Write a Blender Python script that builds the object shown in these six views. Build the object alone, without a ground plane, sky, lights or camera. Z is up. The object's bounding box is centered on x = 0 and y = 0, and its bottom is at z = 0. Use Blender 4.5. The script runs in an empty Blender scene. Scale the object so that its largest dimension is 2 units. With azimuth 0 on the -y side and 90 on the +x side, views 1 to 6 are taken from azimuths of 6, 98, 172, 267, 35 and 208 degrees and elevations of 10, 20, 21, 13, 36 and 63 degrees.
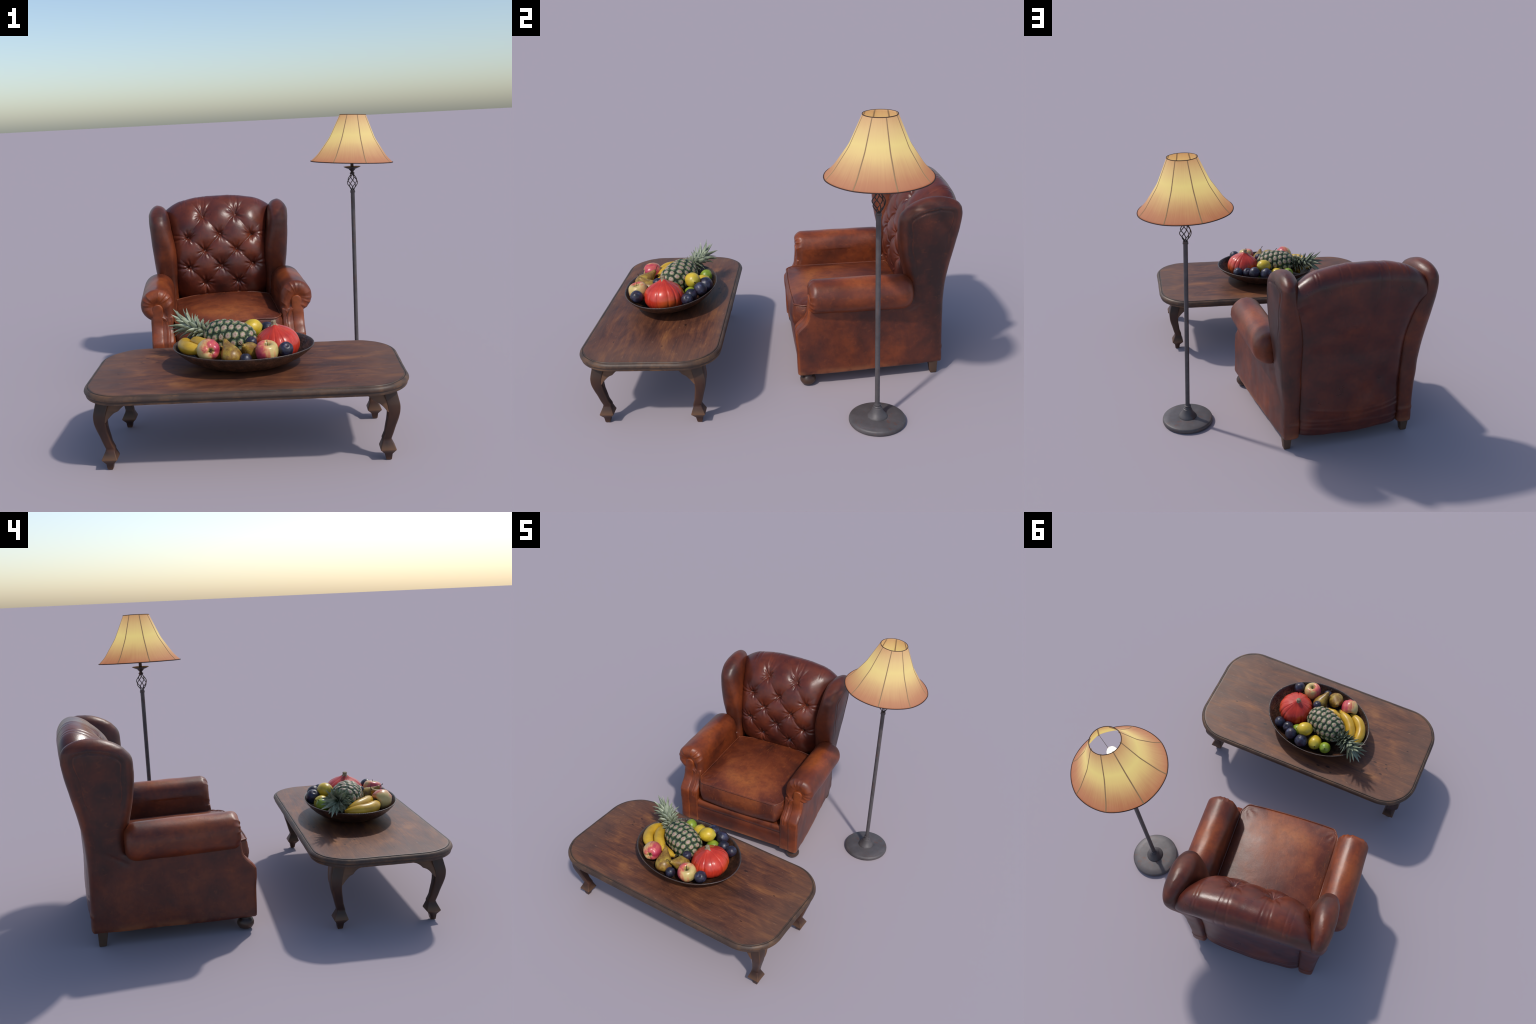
import bpy, bmesh, math, random
import numpy as np
from mathutils import Vector, Matrix, Euler

rng = random.Random(7)
COL = bpy.context.scene.collection
PI = math.pi


# ------------------------------------------------------------------ helpers
def lin(h):
    """'#rrggbb' display colour -> linear RGBA"""
    h = h.lstrip('#')
    out = []
    for i in (0, 2, 4):
        c = int(h[i:i + 2], 16) / 255
        out.append(c / 12.92 if c <= .04045 else ((c + .055) / 1.055) ** 2.4)
    return (*out, 1)


def sstep(a, b, x):
    t = np.clip((np.asarray(x, float) - a) / (b - a), 0, 1)
    return t * t * (3 - 2 * t)


def interp(x, pts):
    xs, ys = zip(*pts)
    return np.interp(x, xs, ys)


def smooth_interp(x, pts):
    """monotone-ish cubic (Catmull-Rom) interpolation through control points"""
    xs = np.array([p[0] for p in pts], float)
    ys = np.array([p[1] for p in pts], float)
    m = np.gradient(ys, xs)
    x = np.clip(np.asarray(x, float), xs[0], xs[-1])
    i = np.clip(np.searchsorted(xs, x) - 1, 0, len(xs) - 2)
    h = xs[i + 1] - xs[i]
    t = (x - xs[i]) / h
    return ((2 * t ** 3 - 3 * t ** 2 + 1) * ys[i] + (t ** 3 - 2 * t ** 2 + t) * h * m[i]
            + (-2 * t ** 3 + 3 * t ** 2) * ys[i + 1] + (t ** 3 - t ** 2) * h * m[i + 1])


def resample(pts, n, closed=False):
    """points evenly spaced along a Catmull-Rom curve through control points"""
    P = np.array(pts, float)
    k = len(P)
    seg = k if closed else k - 1
    out = []
    for i in range(seg):
        if closed:
            a, b, c, d = P[(i - 1) % k], P[i], P[(i + 1) % k], P[(i + 2) % k]
        else:
            a, b, c, d = P[max(i - 1, 0)], P[i], P[i + 1], P[min(i + 2, k - 1)]
        for t in np.linspace(0, 1, 16, endpoint=False):
            out.append(.5 * (2 * b + (c - a) * t + (2 * a - 5 * b + 4 * c - d) * t * t + (3 * b - a - 3 * c + d) * t ** 3))
    out.append(P[0] if closed else P[-1])
    out = np.array(out)
    s = np.r_[0, np.cumsum(np.linalg.norm(np.diff(out, axis=0), axis=1))]
    u = np.linspace(0, s[-1], n, endpoint=not closed)
    return np.stack([np.interp(u, s, out[:, j]) for j in range(out.shape[1])], 1)


def empty(name, loc, rot_z=0.0, label='', category=''):
    o = bpy.data.objects.new(name, None)
    o.empty_display_size = .1
    o.location = loc
    o.rotation_euler = (0, 0, rot_z)
    o['label'], o['category'] = label, category
    COL.objects.link(o)
    return o


def obj(name, mesh, mat=None, parent=None, loc=None, rot=None, scale=None):
    o = bpy.data.objects.new(name, mesh)
    COL.objects.link(o)
    if mat is not None and len(mesh.materials) == 0:
        mesh.materials.append(mat)
    if parent is not None:
        o.parent = parent
    if loc is not None:
        o.location = loc
    if rot is not None:
        o.rotation_euler = rot
    if scale is not None:
        o.scale = scale
    return o


def make_mesh(name, verts, faces, smooth=True, angle=None):
    me = bpy.data.meshes.new(name)
    me.from_pydata([tuple(map(float, v)) for v in verts], [], [tuple(map(int, f)) for f in faces])
    bm = bmesh.new()
    bm.from_mesh(me)
    bmesh.ops.remove_doubles(bm, verts=bm.verts, dist=1e-6)
    bmesh.ops.recalc_face_normals(bm, faces=bm.faces)
    bm.to_mesh(me)
    bm.free()
    if smooth:
        me.polygons.foreach_set('use_smooth', [True] * len(me.polygons))
        if angle is not None:
            me.set_sharp_from_angle(angle=math.radians(angle))
    me.update()
    return me


def grid_faces(nu, nv, closed_v=False, off=0):
    f = []
    for i in range(nu - 1):
        for j in range(nv if closed_v else nv - 1):
            a, b = off + i * nv + j, off + i * nv + (j + 1) % nv
            f.append((a, b, b + nv, a + nv))
    return f


def loft(rings, cap=True):
    """closed rings stacked into a tube"""
    n = len(rings[0])
    v = np.concatenate(rings)
    f = grid_faces(len(rings), n, True)
    if cap:
        f.append(tuple(range(n))[::-1])
        f.append(tuple(range(len(v) - n, len(v))))
    return v, f


def lathe(profile, n=48, cx=0, cy=0):
    t = np.linspace(0, 2 * PI, n, endpoint=False)
    return loft([np.stack([cx + r * np.cos(t), cy + r * np.sin(t), np.full(n, z)], 1) for r, z in profile])


def tube(path, radius, n=8, closed=False):
    P = np.array(path, float)
    k = len(P)
    R = np.full(k, radius, float) if np.isscalar(radius) else np.array(radius, float)
    if closed:
        T = np.roll(P, -1, 0) - np.roll(P, 1, 0)
    else:
        T = np.gradient(P, axis=0)
    T /= np.linalg.norm(T, axis=1)[:, None]
    up = np.array([0, 0, 1.0]) if abs(T[0][2]) < .9 else np.array([1.0, 0, 0])
    rings = []
    N = np.cross(T[0], np.cross(up, T[0]))
    for i in range(k):
        N = N - T[i] * (N @ T[i])
        N /= np.linalg.norm(N)
        B = np.cross(T[i], N)
        a = np.linspace(0, 2 * PI, n, endpoint=False)
        rings.append(P[i] + R[i] * (np.outer(np.cos(a), N) + np.outer(np.sin(a), B)))
    if closed:
        v = np.concatenate(rings)
        f = grid_faces(k, n, True)
        f += [(((k - 1) * n + j), ((k - 1) * n + (j + 1) % n), (j + 1) % n, j) for j in range(n)]
        return v, f
    return loft(rings)


def join(parts):
    v, f, o = [], [], 0
    for a, b in parts:
        v.append(np.asarray(a, float))
        f += [tuple(i + o for i in q) for q in b]
        o += len(a)
    return np.concatenate(v), f


def superring(x0, x1, y0, y1, z, p=3.0, n=48, shear=0.0, nose=0.0):
    t = np.linspace(0, 2 * PI, n, endpoint=False)
    c, s = np.cos(t), np.sin(t)
    cx, sx = np.sign(c) * np.abs(c) ** (2 / p), np.sign(s) * np.abs(s) ** (2 / p)
    X = (x0 + x1) / 2 + (x1 - x0) / 2 * cx
    Y = (y0 + y1) / 2 + (y1 - y0) / 2 * sx
    # shear: the inner side moves outward toward the rear
    X = X + shear * (0.5 + 0.5 * sx) * (0.5 - 0.5 * cx) + nose * (0.5 - 0.5 * sx) ** 2 * (0.5 - 0.5 * cx)
    return np.stack([X, Y, np.full(n, z)], 1)


def evaluated(name, verts, faces, mods):
    """build a mesh, run modifiers on it, return the applied mesh"""
    me = make_mesh(name, verts, faces)
    o = obj(name, me)
    for kind, props in mods:
        m = o.modifiers.new(kind, kind)
        for k, v in props.items():
            setattr(m, k, v)
    dg = bpy.context.evaluated_depsgraph_get()
    out = bpy.data.meshes.new_from_object(o.evaluated_get(dg))
    bpy.data.objects.remove(o)
    bpy.data.meshes.remove(me)
    out.name = name
    out.polygons.foreach_set('use_smooth', [True] * len(out.polygons))
    return out


def get_co(me):
    a = np.empty(len(me.vertices) * 3)
    me.vertices.foreach_get('co', a)
    return a.reshape(-1, 3)


def get_no(me):
    a = np.empty(len(me.vertices) * 3)
    me.vertices.foreach_get('normal', a)
    return a.reshape(-1, 3)


def set_co(me, a):
    me.vertices.foreach_set('co', np.ascontiguousarray(a).ravel())
    me.update()


def hashnoise(x, y, seed=0):
    """smooth 2D value noise"""
    x, y = np.asarray(x, float), np.asarray(y, float)
    xi, yi = np.floor(x), np.floor(y)
    fx, fy = x - xi, y - yi
    fx, fy = fx * fx * (3 - 2 * fx), fy * fy * (3 - 2 * fy)

    def h(a, b):
        v = np.sin(a * 127.1 + b * 311.7 + seed * 74.7) * 43758.5453
        return v - np.floor(v)
    return ((h(xi, yi) * (1 - fx) + h(xi + 1, yi) * fx) * (1 - fy) + (h(xi, yi + 1) * (1 - fx) + h(xi + 1, yi + 1) * fx) * fy) * 2 - 1


# ------------------------------------------------------------------ node shorthand
class Mat:
    def __init__(self, name):
        self.m = bpy.data.materials.new(name)
        self.m.use_nodes = True
        self.t = self.m.node_tree
        self.n = self.t.nodes
        self.bsdf = self.n['Principled BSDF']
        self.tc = self.n.new('ShaderNodeTexCoord')
        self.obj = self.tc.outputs['Object']

    def link(self, a, b):
        self.t.links.new(a, b)

    def put(self, sock, v):
        if isinstance(v, bpy.types.NodeSocket):
            self.link(v, sock)
        elif isinstance(v, str):
            sock.default_value = lin(v)
        else:
            sock.default_value = v

    def map(self, scale=(1, 1, 1), loc=(0, 0, 0), rot=(0, 0, 0), src=None):
        k = self.n.new('ShaderNodeMapping')
        k.inputs['Scale'].default_value = scale
        k.inputs['Location'].default_value = loc
        k.inputs['Rotation'].default_value = rot
        self.link(src or self.obj, k.inputs['Vector'])
        return k.outputs[0]

    def noise(self, scale, detail=4, rough=.55, dist=0, vec=None):
        k = self.n.new('ShaderNodeTexNoise')
        k.inputs['Scale'].default_value = scale
        k.inputs['Detail'].default_value = detail
        k.inputs['Roughness'].default_value = rough
        k.inputs['Distortion'].default_value = dist
        self.link(vec or self.obj, k.inputs['Vector'])
        return k.outputs['Fac']

    def voronoi(self, scale, feature='F1', vec=None, out='Distance', rand=1.0):
        k = self.n.new('ShaderNodeTexVoronoi')
        k.feature = feature
        k.inputs['Scale'].default_value = scale
        k.inputs['Randomness'].default_value = rand
        self.link(vec or self.obj, k.inputs['Vector'])
        return k.outputs[out]

    def ramp(self, fac, stops, mode='LINEAR'):
        k = self.n.new('ShaderNodeValToRGB')
        e = k.color_ramp
        e.interpolation = mode
        while len(e.elements) < len(stops):
            e.elements.new(1)
        for el, (p, c) in zip(e.elements, stops):
            el.position = p
            el.color = lin(c) if isinstance(c, str) else (c, c, c, 1)
        self.put(k.inputs[0], fac)
        return k.outputs[0]

    def mix(self, fac, a, b, mode='MIX'):
        k = self.n.new('ShaderNodeMix')
        k.data_type = 'RGBA'
        k.blend_type = mode
        self.put(k.inputs[0], fac)
        self.put(k.inputs[6], a)
        self.put(k.inputs[7], b)
        return k.outputs[2]

    def math(self, op, a, b=0.0, clamp=False):
        k = self.n.new('ShaderNodeMath')
        k.operation = op
        k.use_clamp = clamp
        self.put(k.inputs[0], a)
        self.put(k.inputs[1], b)
        return k.outputs[0]

    def rng(self, v, a, b, lo=0.0, hi=1.0):
        k = self.n.new('ShaderNodeMapRange')
        k.interpolation_type = 'SMOOTHSTEP'
        self.put(k.inputs[0], v)
        for i, x in enumerate((a, b, lo, hi)):
            k.inputs[i + 1].default_value = x
        return k.outputs[0]

    def xyz(self, vec=None):
        k = self.n.new('ShaderNodeSeparateXYZ')
        self.link(vec or self.obj, k.inputs[0])
        return k.outputs

    def dist(self, p, scale=(1, 1, 1)):
        """distance of the object coordinate from a point, axes scaled"""
        v = self.map(scale=scale, loc=tuple(-a * s for a, s in zip(p, scale)))
        k = self.n.new('ShaderNodeVectorMath')
        k.operation = 'LENGTH'
        self.link(v, k.inputs[0])
        return k.outputs['Value']

    def dot(self, d):
        k = self.n.new('ShaderNodeVectorMath')
        k.operation = 'DOT_PRODUCT'
        self.link(self.obj, k.inputs[0])
        k.inputs[1].default_value = d
        return k.outputs['Value']

    def point(self):
        return self.n.new('ShaderNodeNewGeometry').outputs['Pointiness']

    def rand(self):
        return self.n.new('ShaderNodeObjectInfo').outputs['Random']

    def bump(self, h, strength=.3, distance=.01):
        k = self.n.new('ShaderNodeBump')
        k.inputs['Strength'].default_value = strength
        k.inputs['Distance'].default_value = distance
        self.link(h, k.inputs['Height'])
        self.link(k.outputs[0], self.bsdf.inputs['Normal'])

    def out(self, color, rough=.5, spec=.5, metal=0.0, **kw):
        b = self.bsdf.inputs
        self.put(b['Base Color'], color)
        self.put(b['Roughness'], rough)
        b['Specular IOR Level'].default_value = spec
        b['Metallic'].default_value = metal
        for k, v in kw.items():
            self.put(b[k.replace('_', ' ')], v)
        return self.m


# ------------------------------------------------------------------ materials
def leather(name, dark, mid, warm, worn, warm_bias=0.0, rough=.36, worn_spots=(), scratches=0.0, edge_wear=.6, low_wear=True, shade=None):
    m = Mat(name)
    big = m.noise(4.2, 5, .55, .4)
    big2 = m.noise(9.0, 6, .6, .2, vec=m.map(loc=(3.1, 1.7, 5.2)))
    fine = m.noise(38, 5, .6)
    f = m.math('ADD', m.math('MULTIPLY', big, .65), m.math('MULTIPLY', big2, .35))
    f = m.math('ADD', f, warm_bias)
    for p, rad, gain in worn_spots:
        f = m.math('ADD', f, m.math('MULTIPLY', m.rng(m.dist(p, tuple(1 / r for r in rad)), 1.0, 0.0), gain))
    if shade == 'flat_sides':      # the flat outer faces of the wings stay dark, rolled borders are rubbed
        nrm = m.n.new('ShaderNodeSeparateXYZ')
        m.link(m.tc.outputs['Normal'], nrm.inputs[0])
        x, y, z = m.xyz()
        k = m.math('MULTIPLY', m.rng(m.math('ABSOLUTE', nrm.outputs[0]), .86, .97), m.rng(m.math('MULTIPLY', m.math('ABSOLUTE', x), 1.0), .36, .385))
        k = m.math('MULTIPLY', k, m.math('ADD', .35, m.math('MULTIPLY', m.rng(z, .40, .62), .65)))
        f = m.math('SUBTRACT', f, m.math('MULTIPLY', k, .15))
    if shade == 'rear':            # the outside of the back is darker and duller than the crest
        x, y, z = m.xyz()
        k = m.math('MULTIPLY', m.rng(y, .30, .37), m.rng(z, 1.04, .93))
        f = m.math('SUBTRACT', f, m.math('MULTIPLY', k, .03))
    c = m.ramp(f, [(.31, dark), (.46, mid), (.61, warm), (.82, worn)])
    c = m.mix(m.math('MULTIPLY', m.rng(fine, .38, .72), .30), c, dark)
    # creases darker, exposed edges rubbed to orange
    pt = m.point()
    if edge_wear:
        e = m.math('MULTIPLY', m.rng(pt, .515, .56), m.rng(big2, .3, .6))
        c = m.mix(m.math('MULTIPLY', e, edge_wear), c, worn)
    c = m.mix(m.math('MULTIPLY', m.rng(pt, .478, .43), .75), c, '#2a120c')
    if low_wear:      # scuffed, paler leather along the bottom hem
        z = m.xyz()[2]
        hem = m.math('MULTIPLY', m.rng(z, .115, .075), m.rng(m.noise(7, 4), .42, .62))
        c = m.mix(m.math('MULTIPLY', hem, .45), c, '#a5683f')
    if scratches:
        s1 = m.noise(26, 3, .5, 1.2, vec=m.map(scale=(5, .8, 1), rot=(0, 0, .6)))
        s2 = m.noise(26, 3, .5, 1.2, vec=m.map(scale=(.8, 5, 1), rot=(0, 0, -.4), loc=(4, 2, 0)))
        s3 = m.noise(32, 2, .5, .8, vec=m.map(scale=(4, .6, 1.2), rot=(0, 0, -1.0), loc=(1, 7, 0)))
        s = m.math('MAXIMUM', m.math('MAXIMUM', m.rng(s1, .62, .74), m.rng(s2, .63, .75)), m.rng(s3, .62, .74))
        c = m.mix(m.math('MULTIPLY', s, scratches), c, worn)
    # fine hide grain plus small wrinkles
    g = m.math('ADD', m.math('MULTIPLY', m.voronoi(420), .25), m.math('MULTIPLY', m.noise(60, 6, .65), .8))
    m.bump(g, .19, .004)
    r = m.math('ADD', rough - .08, m.math('MULTIPLY', big2, .22))
    return m.out(c, r, .5)


DK, MD, WM, WN = '#361b14', '#552516', '#733317', '#944a20'
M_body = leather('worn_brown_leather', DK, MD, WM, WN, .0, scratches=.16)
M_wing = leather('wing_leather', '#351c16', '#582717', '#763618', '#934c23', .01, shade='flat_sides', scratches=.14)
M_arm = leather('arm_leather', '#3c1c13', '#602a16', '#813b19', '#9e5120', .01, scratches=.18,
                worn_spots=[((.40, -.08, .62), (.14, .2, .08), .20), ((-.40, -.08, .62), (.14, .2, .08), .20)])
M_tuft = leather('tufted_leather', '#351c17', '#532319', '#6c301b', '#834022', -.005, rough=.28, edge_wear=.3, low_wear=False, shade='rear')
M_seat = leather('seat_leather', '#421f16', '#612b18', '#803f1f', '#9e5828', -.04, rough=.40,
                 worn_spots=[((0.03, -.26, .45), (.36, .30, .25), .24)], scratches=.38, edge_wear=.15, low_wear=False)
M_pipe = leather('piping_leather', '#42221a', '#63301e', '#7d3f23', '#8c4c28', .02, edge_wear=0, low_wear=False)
M_panel = M_body


def dark_wood(name, a, b, rough=.4):
    m = Mat(name)
    n = m.noise(9, 5, .6, .5, vec=m.map(scale=(1, 1, .35)))
    c = m.ramp(n, [(.3, a), (.7, b)])
    pt = m.point()
    c = m.mix(m.math('MULTIPLY', m.rng(pt, .52, .58), .4), c, '#7a5a44')
    m.bump(m.noise(40, 4), .15, .004)
    return m.out(c, rough, .4)


M_foot = dark_wood('dark_stained_wood', '#241a16', '#46302a', .33)
M_foot2 = dark_wood('black_brown_wood', '#1c1714', '#332a25', .5)


def table_wood(name, top):
    m = Mat(name)
    st = m.map(scale=(.9, 7.0, 7.0))
    g1 = m.noise(3.0, 8, .66, .55, vec=st)
    g2 = m.noise(9.0, 6, .62, .2, vec=m.map(scale=(.8, 16, 16), loc=(2.3, .7, 0)))
    blot = m.noise(4.2, 6, .6, .8, vec=m.map(scale=(1, 2.0, 1), loc=(7.1, 3.3, 0)))
    f = m.math('ADD', m.math('MULTIPLY', g1, .33), m.math('ADD', m.math('MULTIPLY', g2, .19), m.math('MULTIPLY', blot, .48)))
    if top:
        c = m.ramp(f, [(.34, '#38221b'), (.43, '#4f2f23'), (.51, '#663d29'), (.585, '#7e4e2e'), (.70, '#97653a')])
        x, y, z = m.xyz()
        # dulled toward the ends and the rim
        wear = m.math('MAXIMUM', m.rng(m.math('ABSOLUTE', x), .42, .72), m.rng(m.math('ABSOLUTE', y), .26, .36))
        c = m.mix(m.math('MULTIPLY', wear, .38), c, '#6a5142')
        # small dark knots and dents
        for (kx, ky), r in (((.308, .139), .011), ((-.39, .20), .008), ((-.50, .17), .008), ((-.52, .12), .006), ((-.44, .105), .009),
                            ((-.51, .095), .007), ((-.35, .02), .008), ((.50, -.20), .006), ((-.12, .275), .009), ((-.18, .26), .012),
                            ((-.21, .29), .007), ((-.06, .30), .006), ((.55, .06), .006), ((-.60, -.05), .006)):
            d = m.dist((kx, ky, .384), (.75, 1.5, .2))
            c = m.mix(m.math('MULTIPLY', m.rng(d, r * 1.25, r * .45), .78), c, '#241411')
        # faint glass ring
        for (kx, ky) in ((-.56, .10), (-.43, .17)):
            d = m.dist((kx, ky, .384), (1, 1, .1))
            ring = m.math('MULTIPLY', m.rng(m.math('ABSOLUTE', m.math('SUBTRACT', d, .042)), .008, .001), .2)
            c = m.mix(ring, c, '#3f2a22')
        scr = m.rng(m.noise(28, 2, .5, .6, vec=m.map(scale=(.9, 5, 1), rot=(0, 0, 1.1))), .66, .76)
        c = m.mix(m.math('MULTIPLY', scr, .22), c, '#b08b6c')
        m.bump(m.math('ADD', g2, m.math('MULTIPLY', m.noise(120, 3, .5, 0, vec=st), .3)), .12, .004)
        r = m.math('ADD', .36, m.math('MULTIPLY', g1, .28))
    else:
        c = m.ramp(f, [(.3, '#33271f'), (.46, '#423229'), (.6, '#503c2f'), (.75, '#614733')])
        c = m.mix(m.math('MULTIPLY', m.rng(m.point(), .51, .55), m.math('MULTIPLY', m.rng(m.noise(13, 5, .6), .45, .65), .55)), c, '#86603f')
        c = m.mix(m.math('MULTIPLY', m.rng(m.point(), .48, .44), .4), c, '#241713')
        m.bump(m.noise(30, 5, .6), .2, .004)
        r = .48
    return m.out(c, r, .4)


M_top = table_wood('mottled_table_wood', True)
M_edge = table_wood('worn_edge_wood', False)


def leg_wood():
    m = Mat('table_leg_wood')
    n = m.noise(7, 5, .6, .6, vec=m.map(scale=(1.5, 1.5, .5)))
    c = m.ramp(n, [(.3, '#251813'), (.5, '#38231b'), (.72, '#4c2e20')])
    z = m.xyz()[2]
    c = m.mix(m.math('MULTIPLY', m.rng(z, .22, .30), .55), c, '#372d27')
    c = m.mix(m.math('MULTIPLY', m.rng(m.math('ABSOLUTE', m.math('SUBTRACT', z, .062)), .03, .0), .45), c, '#4d3e33')
    c = m.mix(m.math('MULTIPLY', m.rng(m.point(), .52, .57), .55), c, '#7d583c')
    m.bump(m.noise(35, 5), .18, .004)
    return m.out(c, .42, .4)


M_leg = leg_wood()


def bowl_mat():
    m = Mat('hammered_dark_bowl')
    x, y, z = m.xyz()
    n = m.noise(22, 6, .7)
    c = m.ramp(n, [(.3, '#241812'), (.5, '#3c281e'), (.72, '#6a452f')])
    m.bump(m.math('ADD', m.math('MULTIPLY', m.voronoi(110), .8), m.noise(90, 4)), .4, .004)
    c = m.mix(m.math('MULTIPLY', m.rng(z, .090, .100), .5), c, '#4c4644')  # grey sheen along the rim, painted into the base colour
    return m.out(c, .38, .55)


M_bowl = bowl_mat()


def iron(name, rust, a, b, d):
    m = Mat(name)
    n = m.noise(14, 6, .65)
    c = m.ramp(n, [(.3, a), (.6, b), (.8, d)])
    r = m.rng(m.noise(26, 6, .7, 1.2, vec=m.map(scale=(1, 1, .4), loc=(2, 5, 1))), .56, .68)
    c = m.mix(m.math('MULTIPLY', r, rust), c, '#6b4334')
    m.bump(m.noise(60, 4), .1, .003)
    return m.out(c, .5, .45, .1)


M_iron = iron('grey_wrought_iron', .6, '#4a4546', '#595455', '#665f61')
M_cage = iron('rusty_twisted_iron', .9, '#262325', '#343032', '#453f40')


def shade_mat():
    m = Mat('lit_fabric_shade')
    x, y, z = m.xyz()
    ang = m.math('ARCTAN2', y, x)
    k = m.n.new('ShaderNodeCombineXYZ')
    m.link(ang, k.inputs[0])
    m.link(m.math('MULTIPLY', z, .9), k.inputs[1])
    streak = m.noise(16, 5, .65, 0, vec=m.map(scale=(2.2, .25, 1), src=k.outputs[0]))
    blot = m.noise(9, 3, .5)
    h = m.math('ADD', z, m.math('MULTIPLY', m.math('SUBTRACT', streak, .5), .05))
    h = m.math('ADD', h, m.math('MULTIPLY', m.math('SUBTRACT', blot, .5), .03))
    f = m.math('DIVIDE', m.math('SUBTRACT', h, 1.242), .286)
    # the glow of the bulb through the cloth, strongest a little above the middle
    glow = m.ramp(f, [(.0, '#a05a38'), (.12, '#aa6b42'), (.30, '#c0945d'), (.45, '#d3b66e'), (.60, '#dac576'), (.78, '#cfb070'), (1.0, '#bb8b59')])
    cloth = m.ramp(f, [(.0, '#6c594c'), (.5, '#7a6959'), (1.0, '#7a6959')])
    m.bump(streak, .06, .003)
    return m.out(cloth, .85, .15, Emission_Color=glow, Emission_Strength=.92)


M_shade = shade_mat()
m_ = Mat('shade_seam_cord')
M_seam = m_.out('#6b5a48', .8, .1, Emission_Color='#84694a', Emission_Strength=.75)  # bulb light through the ribs, given to the cord as its own emission
m_ = Mat('shade_trim')
M_trim = m_.out('#40302c', .8, .2)
m_ = Mat('glowing_bulb')
M_bulb = m_.out('#fff6e0', .3, .3, Emission_Color='#fff8e4', Emission_Strength=1.6)


# ------------------------------------------------------------------ armchair
chair = empty('armchair', (-.264, .468, 0), math.radians(10.6), 'tufted brown leather wingback armchair with rolled arms', 'armchair')


def mirrored(v):
    w = np.array(v, float)
    w[:, 0] *= -1
    return w


def front_y(z):
    """forward profile of the arm fronts: straight base, knuckle, then swept back under the roll"""
    return smooth_interp(z, [(.05, -.398), (.12, -.400), (.22, -.402), (.29, -.407), (.322, -.404), (.345, -.385), (.37, -.360), (.395, -.346), (.44, -.339), (.66, -.336)])


WING = [  # z, y front, y rear, x inner, x outer
    (.075, .24, .398, .284, .372), (.25, .22, .392, .284, .378), (.42, .20, .389, .280, .394), (.55, .188, .397, .275, .410),
    (.64, .168, .410, .272, .421), (.75, .147, .434, .272, .433), (.86, .139, .456, .277, .442), (.93, .152, .466, .284, .444),
    (.962, .180, .461, .290, .441), (.985, .215, .446, .299, .430), (1.000, .248, .424, .312, .417), (1.010, .280, .397, .327, .403), (1.015, .312, .366, .345, .388)]

wz = np.r_[np.linspace(.075, .93, 40), np.array([w[0] for w in WING[8:]])]


def wing_at(z, col):
    return smooth_interp(z, [(w[0], w[col]) for w in WING])


def wing_outline(n=200):
    z = np.linspace(.40, 1.015, n)
    return np.concatenate([np.stack([wing_at(z, 1), z], 1), np.stack([wing_at(z, 2), z], 1)[::-1]])


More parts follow.
